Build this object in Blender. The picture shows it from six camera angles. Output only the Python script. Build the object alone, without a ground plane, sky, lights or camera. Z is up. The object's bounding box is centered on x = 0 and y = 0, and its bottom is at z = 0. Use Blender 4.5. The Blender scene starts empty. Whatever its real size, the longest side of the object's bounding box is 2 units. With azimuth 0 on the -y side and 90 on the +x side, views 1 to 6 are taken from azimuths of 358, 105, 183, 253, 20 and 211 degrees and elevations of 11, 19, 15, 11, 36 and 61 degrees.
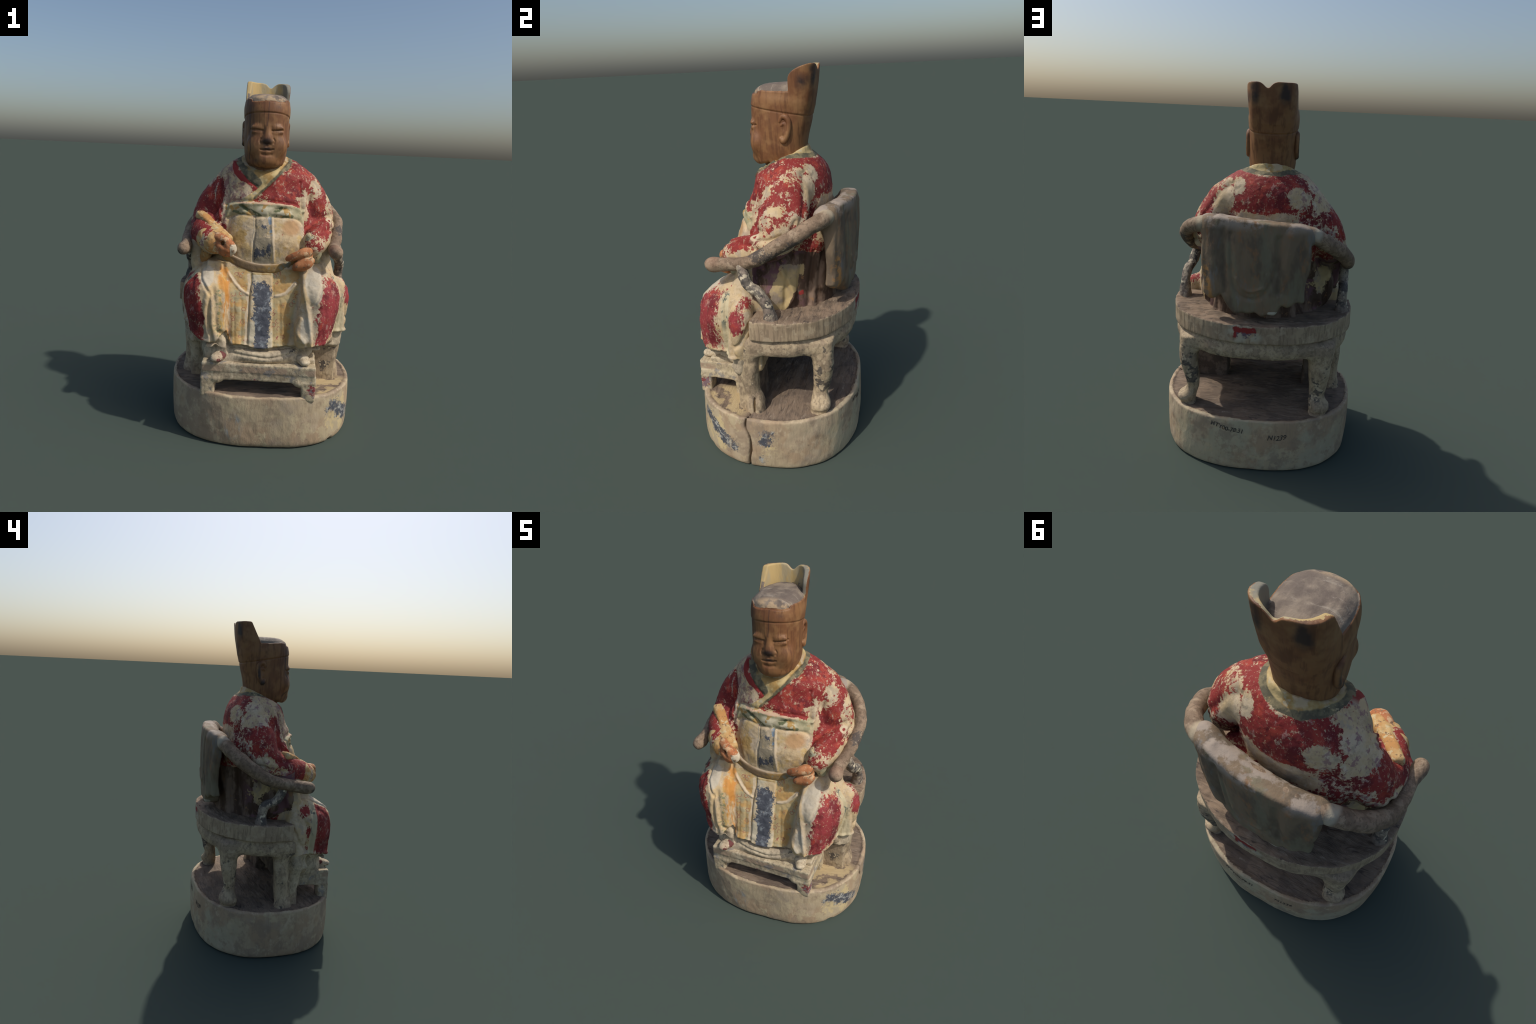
"""Weathered painted wooden statue of a seated official on a horseshoe-back chair.

Every solid is described as a smooth blend of simple volumes (lofts of rounded
sections, ellipsoids, tapered rods, rounded blocks) evaluated as a distance
function, meshed, then carved with grooves, ridges, folds and tool marks.
Figure faces -y; its own left hand is on the +x side."""
import bpy, math
import numpy as np

# ------------------------------------------------------------------ noise
def _hash(i, j, k, seed):
    n = (i * 374761393 + j * 668265263 + k * 2147483647 + seed * 974634777) & 0xFFFFFFFF
    n = ((n ^ (n >> 13)) * 1274126177) & 0xFFFFFFFF
    n = n ^ (n >> 16)
    return (n & 0xFFFF) / 32767.5 - 1.0

def noise3(P, scale, seed=1):
    """Smooth value noise in -1..1, scale = features per metre (scalar or xyz)."""
    q = P * np.asarray(scale, float) + 1000.0
    b = np.floor(q).astype(np.int64)
    f = q - b
    f = f * f * (3 - 2 * f)
    out = 0.0
    for dx in (0, 1):
        for dy in (0, 1):
            for dz in (0, 1):
                w = (f[:, 0] if dx else 1 - f[:, 0]) * (f[:, 1] if dy else 1 - f[:, 1]) * (f[:, 2] if dz else 1 - f[:, 2])
                out = out + w * _hash(b[:, 0] + dx, b[:, 1] + dy, b[:, 2] + dz, seed)
    return out

def fbm(P, scale, seed=1, octaves=3):
    s = np.asarray(scale, float)
    return sum(noise3(P, s * 2.03 ** o, seed + 7 * o) * 0.5 ** o for o in range(octaves))

# ------------------------------------------------------------------ curves
def spline(pts, per=8):
    """Catmull-Rom through points of any width."""
    p = np.asarray(pts, float)
    q = np.vstack([2 * p[0] - p[1], p, 2 * p[-1] - p[-2]])
    out = []
    for i in range(1, len(q) - 2):
        for t in np.arange(per) / per:
            a, b, c, d = q[i - 1], q[i], q[i + 1], q[i + 2]
            out.append(0.5 * (2 * b + (c - a) * t + (2 * a - 5 * b + 4 * c - d) * t * t + (3 * b - a - 3 * c + d) * t ** 3))
    out.append(p[-1])
    return np.array(out)

def profile(z, table, col):
    """Smooth (Catmull-Rom) interpolation of one column of a table keyed by its first column."""
    t = spline(sorted(table), 6)
    return np.interp(z, t[:, 0], t[:, col])

def smooth(e0, e1, v):
    t = np.clip((v - e0) / (e1 - e0), 0, 1)
    return t * t * (3 - 2 * t)

# ------------------------------------------------------------------ distance-field volume
class Volume:
    def __init__(self, lo, hi, h):
        self.h, self.lo = h, np.array(lo, float)
        n = np.ceil((np.array(hi) - lo) / h).astype(int) + 1
        self.ax = [(self.lo[i] + h * np.arange(n[i])).astype(np.float32) for i in range(3)]
        self.D = np.full(n, 1.0, np.float32)

    def _cut(self, lo, hi):
        s = []
        for i in range(3):
            a, b = (0, len(self.ax[i])) if lo is None else np.searchsorted(self.ax[i], [lo[i], hi[i]])
            s.append(slice(int(a), int(b)))
        x, y, z = (self.ax[i][s[i]] for i in range(3))
        return tuple(s), x[:, None, None], y[None, :, None], z[None, None, :]

    def add(self, fn, k=0.0, lo=None, hi=None):
        if lo is not None:
            m = k + 4 * self.h
            lo, hi = np.array(lo) - m, np.array(hi) + m
        s, x, y, z = self._cut(lo, hi)
        a, b = self.D[s], fn(x, y, z).astype(np.float32)
        r = np.minimum(a, b)
        if k > 0:
            r = r - np.maximum(k - np.abs(a - b), 0) ** 2 / (4 * k)
        self.D[s] = r
        return self

    def cut(self, fn, k=0.0, lo=None, hi=None):
        if lo is not None:
            m = k + 4 * self.h
            lo, hi = np.array(lo) - m, np.array(hi) + m
        s, x, y, z = self._cut(lo, hi)
        a, b = self.D[s], -fn(x, y, z).astype(np.float32)
        r = np.maximum(a, b)
        if k > 0:
            r = r + np.maximum(k - np.abs(a - b), 0) ** 2 / (4 * k)
        self.D[s] = r
        return self

    # --- shapes
    def ell(self, c, r, k=0.0, cut=False, rot=None):
        c, r = np.array(c, float), np.array(r, float)
        def fn(x, y, z):
            dx, dy, dz = x - c[0], y - c[1], z - c[2]
            if rot is not None:
                dx, dy, dz = (rot[0][i] * dx + rot[1][i] * dy + rot[2][i] * dz for i in range(3))
            a, b, d = dx / r[0], dy / r[1], dz / r[2]
            k0 = np.sqrt(a * a + b * b + d * d) + 1e-6
            k1 = np.sqrt((a / r[0]) ** 2 + (b / r[1]) ** 2 + (d / r[2]) ** 2) + 1e-6
            return k0 * (k0 - 1) / k1
        R = r if rot is None else np.full(3, r.max())
        return (self.cut if cut else self.add)(fn, k, c - R, c + R)

    def rod(self, a, b, ra, rb=None, k=0.0, cut=False):
        a, b = np.array(a, float), np.array(b, float)
        rb = ra if rb is None else rb
        ba = b - a
        L = max(float(ba @ ba), 1e-9)
        def fn(x, y, z):
            t = np.clip(((x - a[0]) * ba[0] + (y - a[1]) * ba[1] + (z - a[2]) * ba[2]) / L, 0, 1)
            return np.sqrt((x - a[0] - t * ba[0]) ** 2 + (y - a[1] - t * ba[1]) ** 2 + (z - a[2] - t * ba[2]) ** 2) - (ra + (rb - ra) * t)
        R = max(ra, rb)
        return (self.cut if cut else self.add)(fn, k, np.minimum(a, b) - R, np.maximum(a, b) + R)

    def tube(self, pts, k=0.0, per=6, cut=False):
        """Rod through points (x, y, z, radius)."""
        q = spline(pts, per)
        for i in range(len(q) - 1):
            self.rod(q[i, :3], q[i + 1, :3], q[i, 3], q[i + 1, 3], k if i == 0 else min(k, 0.012), cut)
        return self

    def box(self, c, half, r=0.01, k=0.0, rot=None, cut=False):
        c, half = np.array(c, float), np.array(half, float)
        def fn(x, y, z):
            dx, dy, dz = x - c[0], y - c[1], z - c[2]
            if rot is not None:
                dx, dy, dz = (rot[0][i] * dx + rot[1][i] * dy + rot[2][i] * dz for i in range(3))
            qx, qy, qz = np.abs(dx) - half[0] + r, np.abs(dy) - half[1] + r, np.abs(dz) - half[2] + r
            return np.sqrt(np.maximum(qx, 0) ** 2 + np.maximum(qy, 0) ** 2 + np.maximum(qz, 0) ** 2) + np.minimum(np.maximum(np.maximum(qx, qy), qz), 0) - r
        R = half if rot is None else np.full(3, np.linalg.norm(half))
        return (self.cut if cut else self.add)(fn, k, c - R, c + R)

    def loft(self, table, n=2.4, edge=0.015, k=0.0, cut=False, twist=None):
        """Stack of rounded sections: rows (z, cx, cy, rx, r_front, r_back)."""
        table = [tuple(r) + (r[4],) if len(r) == 5 else tuple(r) for r in table]
        z0, z1 = min(r[0] for r in table), max(r[0] for r in table)
        t = np.array(table)
        def fn(x, y, z):
            cx, cy, rx, rf, rb = (profile(z, table, i).astype(np.float32) for i in range(1, 6))
            if twist is not None:
                y = y + twist(z) * (x - cx)
            ry = np.where(y < cy, rf, rb)
            u, v = np.abs((x - cx) / rx) + 1e-6, np.abs((y - cy) / ry) + 1e-6
            g = (u ** n + v ** n) ** (1 / n)
            # divide by the gradient length for a fair distance
            gu, gv = (u / g) ** (n - 1) / rx, (v / g) ** (n - 1) / ry
            d = (g - 1) / np.sqrt(gu * gu + gv * gv)
            dz = np.abs(z - (z0 + z1) / 2) - (z1 - z0) / 2
            a, b = d + edge, dz + edge
            return np.minimum(np.maximum(a, b), 0) + np.sqrt(np.maximum(a, 0) ** 2 + np.maximum(b, 0) ** 2) - edge
        R = t[:, 3:].max()
        pad = 0.04 if twist is not None else 0.0
        lo = (t[:, 1].min() - t[:, 3].max(), t[:, 2].min() - t[:, 4].max() - pad, z0)
        hi = (t[:, 1].max() + t[:, 3].max(), t[:, 2].max() + t[:, 5].max() + pad, z1)
        return (self.cut if cut else self.add)(fn, k, lo, hi)

    # --- surface: dual mesh, one vertex per crossed cell
    def mesh(self):
        D = self.D
        D[0], D[-1], D[:, 0], D[:, -1], D[:, :, 0], D[:, :, -1] = (1.0,) * 6
        S = D < 0
        c = np.zeros(np.array(D.shape) - 1, np.int8)
        for i in (0, 1):
            for j in (0, 1):
                for k in (0, 1):
                    c += S[i:S.shape[0] - 1 + i, j:S.shape[1] - 1 + j, k:S.shape[2] - 1 + k]
        I = np.argwhere((c > 0) & (c < 8))
        index = np.full(c.shape, -1, np.int32)
        index[tuple(I.T)] = np.arange(len(I))
        acc, cnt = np.zeros((len(I), 3)), np.zeros(len(I))
        for ax in range(3):
            for u in (0, 1):
                for v in (0, 1):
                    o = np.zeros(3, int)
                    o[(ax + 1) % 3], o[(ax + 2) % 3] = u, v
                    e = o.copy()
                    e[ax] = 1
                    a, b = D[tuple((I + o).T)], D[tuple((I + e).T)]
                    m = (a < 0) != (b < 0)
                    t = np.where(m, a / np.where(m, a - b, 1), 0)
                    p = np.repeat(o[None].astype(float), len(I), 0)
                    p[:, ax] = t
                    acc[m] += p[m]
                    cnt[m] += 1
        V = (I + acc / cnt[:, None]) * self.h + self.lo
        F = []
        for ax in range(3):
            a = [slice(None)] * 3
            b = [slice(None)] * 3
            a[ax], b[ax] = slice(0, -1), slice(1, None)
            d = S[tuple(a)].astype(np.int8) - S[tuple(b)]
            E = np.argwhere(d != 0)
            s = d[tuple(E.T)]
            q = []
            for u, v in ((0, 0), (1, 0), (1, 1), (0, 1)):
                o = np.zeros(3, int)
                o[(ax + 1) % 3], o[(ax + 2) % 3] = -u, -v
                q.append(index[tuple((E + o).T)])
            q = np.array(q).T
            q[s > 0] = q[s > 0][:, ::-1]
            F.append(q)
        F = np.vstack(F)[:, ::-1]
        return V, F

def normals(V, F):
    n = np.cross(V[F[:, 2]] - V[F[:, 0]], V[F[:, 3]] - V[F[:, 1]])
    N = np.zeros_like(V)
    for i in range(4):
        np.add.at(N, F[:, i], n)
    return N / (np.linalg.norm(N, axis=1)[:, None] + 1e-12)

def relax(V, F, times=1, amount=0.5):
    for _ in range(times):
        s, c = np.zeros_like(V), np.zeros(len(V))
        for i in range(4):
            for j in (1, 3):
                np.add.at(s, F[:, i], V[F[:, (i + j) % 4]])
                np.add.at(c, F[:, i], 1)
        V = V + amount * (s / c[:, None] - V)
    return V

# ------------------------------------------------------------------ carving
class Skin:
    """A meshed volume that can be carved along curves drawn in a projection."""
    def __init__(self, vol, times=1):
        self.V, self.F = vol.mesh()
        self.V = relax(self.V, self.F, times)
        self.N = normals(self.V, self.F)

    def _dist(self, pts, plane):
        ax = {"xz": [0, 2], "yz": [1, 2], "xy": [0, 1], "xyz": [0, 1, 2]}[plane]
        P = self.V[:, ax]
        q = np.asarray(pts, float)
        best, side = np.full(len(P), 9.0), np.zeros(len(P))
        for a, b in zip(q[:-1], q[1:]):
            ba = b - a
            t = np.clip(((P - a) @ ba) / max(ba @ ba, 1e-12), 0, 1)
            off = P - a - t[:, None] * ba
            d = np.linalg.norm(off, axis=1)
            m = d < best
            best[m] = d[m]
            if len(ax) == 2:
                side[m] = np.sign(ba[0] * (P[m] - a)[:, 1] - ba[1] * (P[m] - a)[:, 0])
        return best, side

    def line(self, pts, depth, width, plane="xz", face=None, where=None, curve=True):
        """Groove (depth > 0) or ridge (depth < 0) along a curve."""
        q = spline(pts, 6) if curve and len(pts) > 2 else np.asarray(pts, float)
        d, _ = self._dist(q, plane)
        w = np.exp(-(d / width) ** 2)
        self._move(-depth * w, face, where)
        return self

    def step(self, pts, height, width, reach, plane="xz", face=None, where=None):
        """Overlapping cloth edge: raised on the left of the curve, fading out over `reach`."""
        d, s = self._dist(spline(pts, 6) if len(pts) > 2 else pts, plane)
        sd = d * s
        w = smooth(-width, width, sd) * (1 - smooth(0, reach, sd)) - (sd < 0) * 0.35 * np.exp(-(d / (1.6 * width)) ** 2)
        self._move(height * w, face, where)
        return self

    def bump(self, c, r, height, face=None):
        d = np.linalg.norm((self.V - np.array(c)) / np.array(r), axis=1)
        self._move(height * np.exp(-d * d), face, None)
        return self

    def _move(self, amount, face, where):
        w = np.ones(len(self.V))
        if face is not None:
            w = smooth(0.05, 0.45, self.N @ np.array(face, float))
        if where is not None:
            w = w * where(self.V[:, 0], self.V[:, 1], self.V[:, 2])
        self.V = self.V + self.N * (amount * w)[:, None]

    def refresh(self):
        self.N = normals(self.V, self.F)
        return self

    def rough(self, amp, scale, seed=1, octaves=3):
        self.V = self.V + self.N * (amp * fbm(self.V, scale, seed, octaves))[:, None]
        return self

# ------------------------------------------------------------------ objects
def new_mesh(name, V, F, N=None, mat=None, parent=None):
    me = bpy.data.meshes.new(name)
    me.from_pydata(V.tolist(), [], F.tolist())
    me.polygons.foreach_set("use_smooth", np.ones(len(me.polygons), bool))
    if N is not None:
        me.normals_split_custom_set_from_vertices(N.tolist())
    ob = bpy.data.objects.new(name, me)
    bpy.context.scene.collection.objects.link(ob)
    if mat:
        me.materials.append(mat)
    ob.parent = parent
    return ob

def solid(name, skin, mat, parent, second=None, where=None):
    """A part of one material, or of two where `where` marks faces of the second."""
    ob = new_mesh(name, skin.V, skin.F, None, mat, parent)
    if second is not None:
        ob.data.materials.append(second)
        ob.data.polygons.foreach_set("material_index", where.astype(np.int32))
    return ob

def split(skin, labels, names):
    """Cut one smooth skin into named regions whose borders and normals coincide."""
    N = normals(skin.V, skin.F)
    out = []
    for i, (name, mat, parent) in enumerate(names):
        f = skin.F[labels == i]
        if not len(f):
            out.append(None)
            continue
        u, inv = np.unique(f, return_inverse=True)
        p = out[parent] if isinstance(parent, int) else parent
        out.append(new_mesh(name, skin.V[u], inv.reshape(f.shape), N[u], mat, p))
    return out

def about_z(deg):
    c, s = math.cos(math.radians(deg)), math.sin(math.radians(deg))
    return np.array([[c, -s, 0], [s, c, 0], [0, 0, 1.0]])

def frame_to(d, up=(0, 0, 1)):
    """Columns: across, along d, above."""
    d = np.array(d, float) / np.linalg.norm(d)
    a = np.cross(d, up)
    a /= np.linalg.norm(a)
    return np.array([a, d, np.cross(a, d)]).T

def curve_rule(pts):
    q = spline(pts, 8)
    return lambda v: np.interp(v, q[:, 0], q[:, 1])
# ================================================================== PLINTH
def superellipse(x, y, a, b, n):
    u, v = np.abs(x / a) + 1e-6, np.abs(y / b) + 1e-6
    g = (u ** n + v ** n) ** (1 / n)
    return (g - 1) / np.sqrt(((u / g) ** (n - 1) / a) ** 2 + ((v / g) ** (n - 1) / b) ** 2)

def build_plinth(mats, root):
    v = Volume((-0.57, -0.49, -0.02), (0.57, 0.49, 0.33), 0.006)
    v.loft([(0.0, 0.0, 0.0, 0.514, 0.434, 0.438), (0.03, 0.0, 0.0, 0.524, 0.446, 0.444), (0.12, 0, 0, 0.528, 0.449, 0.447),
            (0.22, 0, 0, 0.529, 0.447, 0.446), (0.297, 0, 0, 0.527, 0.442, 0.442)], n=2.34, edge=0.008)
    # hollowed top inside a low worn rim
    v.cut(lambda x, y, z: np.maximum(superellipse(x, y, 0.505, 0.418, 2.3), 0.292 - z), k=0.006)
    # the drying crack on the figure's left side
    crack = [(0.56, -0.093, 0.30, 0.003), (0.56, -0.098, 0.245, 0.005), (0.56, -0.078, 0.19, 0.006), (0.56, -0.073, 0.12, 0.007), (0.56, -0.086, 0.05, 0.008), (0.56, -0.09, -0.02, 0.008)]
    yc, wc = curve_rule([(p[2], p[1]) for p in crack[::-1]]), curve_rule([(p[2], p[3]) for p in crack[::-1]])
    v.cut(lambda x, y, z: np.maximum(np.abs(y - yc(z) - (0.52 - x) * 0.25) - wc(z) * np.clip((x - 0.36) / 0.15, 0.05, 1), 0.34 - x), k=0.004)
    v.ell((0.40, -0.335, 0.0), (0.03, 0.025, 0.022), cut=True, k=0.01)
    s = Skin(v, 1)
    side = 1 - np.abs(s.N[:, 2])
    s.V += s.N * (0.005 * noise3(s.V, (4, 4, 3), 3) + 0.003 * fbm(s.V, (9, 9, 7), 5) + 0.0010 * noise3(s.V, (45, 45, 30), 6))[:, None] * (0.3 + 0.7 * side[:, None])
    phi = np.arctan2(s.V[:, 1], s.V[:, 0])
    skew = np.maximum(-np.sin(2 * phi), 0) * np.where(s.V[:, 0] > 0, 0.024, 0.010) - 0.012 * np.exp(-((np.abs(phi) - math.pi / 2) / 0.25) ** 2) * np.where(s.V[:, 1] < 0, 1.0, 0.6)
    s.V[:, :2] *= (1 + skew * smooth(0.2, 0.4, np.hypot(s.V[:, 0], s.V[:, 1])))[:, None]     # slightly skewed oval
    top = (s.N[:, 2] > 0.6)
    s.V[:, 2] += top * (0.004 * fbm(s.V, (12, 26, 1), 8) + 0.002 * noise3(s.V, (30, 110, 1), 9))
    s.V[:, 2] = np.maximum(s.V[:, 2], 0)
    C = s.V[s.F].mean(1)
    plinth = solid("plinth", s, mats["plinth"], root, mats["plinth_top"], (C[:, 2] > 0.272) & (superellipse(C[:, 0], C[:, 1], 0.512, 0.425, 2.3) < 0.004 * noise3(C, 30, 4)))
    # inventory numbers brushed on the back: small raised ink strokes that follow the curve
    from mathutils.bvhtree import BVHTree
    bvh = BVHTree.FromPolygons(s.V.tolist(), s.F.tolist())
    for text, x0, x1, z0, z1, size in (("MTY00-78:31", 0.218, 0.040, 0.250, 0.220, 0.034), ("N1239", -0.088, -0.190, 0.192, 0.196, 0.040)):
        cu = bpy.data.curves.new("inscription", "FONT")
        cu.body, cu.size, cu.shear, cu.offset = text, size, 0.25, 0.0007
        tmp = bpy.data.objects.new("inscription", cu)
        bpy.context.scene.collection.objects.link(tmp)
        me = bpy.data.meshes.new_from_object(tmp.evaluated_get(bpy.context.evaluated_depsgraph_get()))
        bpy.data.objects.remove(tmp)
        w = max(v.co.x for v in me.vertices)
        for v in me.vertices:
            t = v.co.x / w
            x, z = x0 + (x1 - x0) * t, z0 + (z1 - z0) * t + v.co.y + 0.003 * math.sin(9 * t)
            hit = bvh.ray_cast((x, 0.7, z), (0, -1, 0))[0]
            v.co = (x, (hit.y if hit else 0.44) + 0.0012, z)
        ob = bpy.data.objects.new("inscription", me)
        bpy.context.scene.collection.objects.link(ob)
        me.materials.append(mats["ink"])
        ob.parent = plinth
    return plinth

# ================================================================== CHAIR
def build_chair(mats, root):
    # --- seat board: round at the back, running forward beside the skirt
    v = Volume((-0.52, -0.14, 0.70), (0.52, 0.46, 0.86), 0.006)
    v.add(lambda x, y, z: np.maximum(superellipse(x + 0.006, y - 0.02, 0.496, 0.412, 2.2), np.maximum(-0.06 - y, np.abs(z - 0.777) - 0.051)))
    s = Skin(v, 2)
    up = s.N[:, 2] > 0.6
    s.V[:, 2] += up * (0.004 * fbm(s.V, (14, 30, 1), 11) + 0.002 * noise3(s.V, (40, 120, 1), 12))
    s.rough(0.003, (7, 7, 4), 13)
    s.rough(0.0012, (60, 60, 12), 14, 1)
    C = s.V[s.F].mean(1)
    seat = solid("seat", s, mats["seat_edge"], root, mats["seat_top"], (C[:, 2] > 0.82) & (s.refresh().N[s.F].mean(1)[:, 2] > 0.5))
    # --- apron and legs: one carved piece, slightly bellied, arched between the pawed legs
    v = Volume((-0.54, -0.22, 0.26), (0.54, 0.48, 0.76), 0.006)
    def ring(x, y, z):
        out = superellipse(x + 0.004, y - 0.02, 0.480 - 6.0 * (z - 0.678) ** 2, 0.400 - 6.0 * (z - 0.678) ** 2, 2.2)
        inn = superellipse(x, y - 0.02, 0.39, 0.335, 2.4)
        return np.maximum(np.maximum(out, -inn), np.maximum(np.maximum(0.632 - z, z - 0.738), -0.085 - y))
    v.add(ring)
    legs = {
        "back_left": [(0.70, 0.350, 0.272, 0.054, 0.066), (0.64, 0.360, 0.280, 0.052, 0.058), (0.55, 0.362, 0.284, 0.047, 0.052), (0.46, 0.348, 0.276, 0.038, 0.044),
                      (0.395, 0.344, 0.268, 0.032, 0.038), (0.365, 0.356, 0.270, 0.040, 0.045), (0.345, 0.374, 0.272, 0.050, 0.054), (0.32, 0.378, 0.270, 0.050, 0.055), (0.30, 0.374, 0.266, 0.042, 0.047), (0.275, 0.372, 0.266, 0.050, 0.054)],
        "back_right": [(0.70, -0.345, 0.285, 0.065, 0.058), (0.64, -0.344, 0.292, 0.066, 0.052), (0.55, -0.343, 0.292, 0.058, 0.046), (0.44, -0.338, 0.286, 0.048, 0.038),
                       (0.395, -0.334, 0.284, 0.042, 0.034), (0.365, -0.340, 0.288, 0.046, 0.042), (0.345, -0.350, 0.292, 0.052, 0.050), (0.32, -0.350, 0.290, 0.052, 0.050), (0.30, -0.344, 0.288, 0.044, 0.044), (0.275, -0.342, 0.290, 0.054, 0.054)],
        "front_left": [(0.70, 0.405, -0.045, 0.050, 0.065), (0.62, 0.414, -0.085, 0.044, 0.055), (0.50, 0.418, -0.094, 0.042, 0.045), (0.42, 0.414, -0.086, 0.040, 0.040),
                       (0.385, 0.412, -0.072, 0.038, 0.042), (0.345, 0.416, -0.064, 0.046, 0.050), (0.31, 0.420, -0.064, 0.046, 0.050), (0.275, 0.420, -0.064, 0.048, 0.054)],
        "front_right": [(0.70, -0.412, -0.005, 0.048, 0.060), (0.62, -0.418, -0.012, 0.044, 0.048), (0.50, -0.420, -0.020, 0.040, 0.044), (0.42, -0.418, -0.023, 0.038, 0.042),
                        (0.36, -0.420, -0.027, 0.038, 0.042), (0.31, -0.428, -0.034, 0.040, 0.050), (0.275, -0.428, -0.036, 0.046, 0.058)],
    }
    for table in legs.values():
        v.loft(table, n=2.4, edge=0.006, k=0.055)
    # thick front legs run inward as walls beside the hollow under the figure
    v.box((0.315, -0.10, 0.50), (0.115, 0.055, 0.24), 0.01, k=0.01)
    v.box((-0.335, -0.075, 0.50), (0.080, 0.06, 0.24), 0.01, k=0.01)
    v.box((-0.16, -0.10, 0.60), (0.20, 0.12, 0.14), 0.03, k=0.02)
    v.box((0.15, -0.12, 0.63), (0.25, 0.09, 0.10), 0.03, k=0.02)           # wood left standing above the hollow
    v.box((0.462, -0.062, 0.325), (0.03, 0.0035, 0.05), 0.001, cut=True, k=0.004)     # split between the toes
    s = Skin(v, 2).rough(0.004, (9, 9, 9), 21)
    s.rough(0.0014, 55, 22, 1)
    C = s.V[s.F].mean(1)
    lab = np.where(C[:, 2] > 0.645, 0, 1 + (C[:, 0] < 0) + 2 * (C[:, 1] < 0.10))
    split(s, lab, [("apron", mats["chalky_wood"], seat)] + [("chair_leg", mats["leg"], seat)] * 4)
    # --- horseshoe arm rail, with a swelling nub at each end
    v = Volume((-0.56, -0.34, 0.98), (0.52, 0.46, 1.44), 0.005)
    v.tube([(-0.472, -0.150, 1.045, 0.032), (-0.467, -0.110, 1.050, 0.034), (-0.461, -0.06, 1.058, 0.033), (-0.462, 0.03, 1.076, 0.037), (-0.460, 0.11, 1.102, 0.038),
            (-0.440, 0.19, 1.150, 0.040), (-0.398, 0.258, 1.200, 0.040), (-0.335, 0.300, 1.244, 0.040), (-0.27, 0.333, 1.285, 0.042), (-0.18, 0.350, 1.300, 0.040),
            (0.0, 0.350, 1.310, 0.040), (0.16, 0.325, 1.315, 0.040), (0.26, 0.300, 1.308, 0.042), (0.318, 0.278, 1.298, 0.038), (0.368, 0.226, 1.277, 0.037), (0.400, 0.17, 1.243, 0.036),
            (0.420, 0.10, 1.206, 0.037), (0.421, 0.04, 1.166, 0.036), (0.406, -0.035, 1.120, 0.035), (0.387, -0.11, 1.092, 0.034), (0.374, -0.19, 1.081, 0.035), (0.371, -0.258, 1.078, 0.035)])
    v.ell((-0.469, -0.135, 1.046), (0.037, 0.048, 0.036), 0.01).ell((0.370, -0.252, 1.077), (0.038, 0.048, 0.037), 0.01)
    s = Skin(v, 1).rough(0.004, (13, 13, 13), 41, 2)
    s.rough(0.0015, 45, 43, 1)
    solid("arm_rail", s, mats["rail_wood"], seat)
    # --- bent posts that carry the rail
    posts = {1: [(0.40, -0.105, 1.085, 0.026), (0.413, -0.085, 1.03, 0.028), (0.424, -0.06, 0.992, 0.026), (0.437, -0.018, 0.972, 0.027), (0.441, 0.012, 0.935, 0.026), (0.440, 0.030, 0.890, 0.027), (0.440, 0.04, 0.83, 0.036), (0.44, 0.042, 0.80, 0.040)],
             2: [(-0.452, 0.0, 1.06, 0.026), (-0.448, 0.02, 1.005, 0.026), (-0.447, 0.055, 0.962, 0.026), (-0.445, 0.098, 0.948, 0.026), (-0.443, 0.122, 0.925, 0.027), (-0.443, 0.128, 0.88, 0.029), (-0.444, 0.13, 0.83, 0.038), (-0.444, 0.13, 0.80, 0.040)]}
    for i, pts in posts.items():
        p = np.array(pts)
        v = Volume(p[:, :3].min(0) - 0.07, p[:, :3].max(0) + 0.07, 0.004)
        v.tube(pts)
        s = Skin(v, 1).rough(0.004, 22, 51 + i, 2)
        s.rough(0.0015, 70, 53, 1)
        solid("arm_post", s, mats["post"], seat)
    # --- cloth thrown over the back rail
    v = Volume((-0.36, 0.20, 0.80), (0.38, 0.50, 1.45), 0.005)
    def cloth(x, y, z):
        xs = x + 0.06
        yb = 0.404 - 0.66 * xs ** 2 + 0.012 * np.sin((z - 0.9) * 6)          # back face, bowed
        thick = 0.048 + 0.034 * np.exp(-((z - 1.31) / 0.09) ** 2)
        thick = thick + 0.05 * np.exp(-((z - 0.88) / 0.1) ** 2) * np.exp(-(xs / 0.16) ** 2)
        d = np.abs(y - (yb - thick / 2)) - thick / 2
        cx = 0.012 - 0.02 * (z - 1.1)
        e = np.abs(x - cx - 0.006) - (0.270 + 0.03 * (z - 1.1) + 0.006 * np.sin(z * 23))
        top = z - (1.352 + 0.014 * x / 0.3 - 0.30 * np.maximum(np.abs(x - 0.0) - 0.20, 0))
        low = 0.940 - 0.066 * np.exp(-((x - 0.01) / 0.155) ** 8) + 0.006 * np.sin(x * 47) + 0.005 * np.sin(x * 93 + 1) + 0.03 * np.exp(-((x - 0.178) / 0.02) ** 2) + 0.03 * np.exp(-((x + 0.125) / 0.022) ** 2) - z
        r = 0.016
        a, b, c = d + r, e + r, np.maximum(top, low) + r
        return np.sqrt(np.maximum(a, 0) ** 2 + np.maximum(b, 0) ** 2 + np.maximum(c, 0) ** 2) + np.minimum(np.maximum(np.maximum(a, b), c), 0) - r
    v.add(cloth)
    v.tube([(0.275, 0.280, 1.305, 0.044), (0.2, 0.312, 1.306, 0.046), (0.0, 0.350, 1.304, 0.046), (-0.16, 0.352, 1.290, 0.046), (-0.25, 0.334, 1.280, 0.044)], k=0.045)
    s = Skin(v, 1)
    back = (0, 1, 0)
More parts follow.
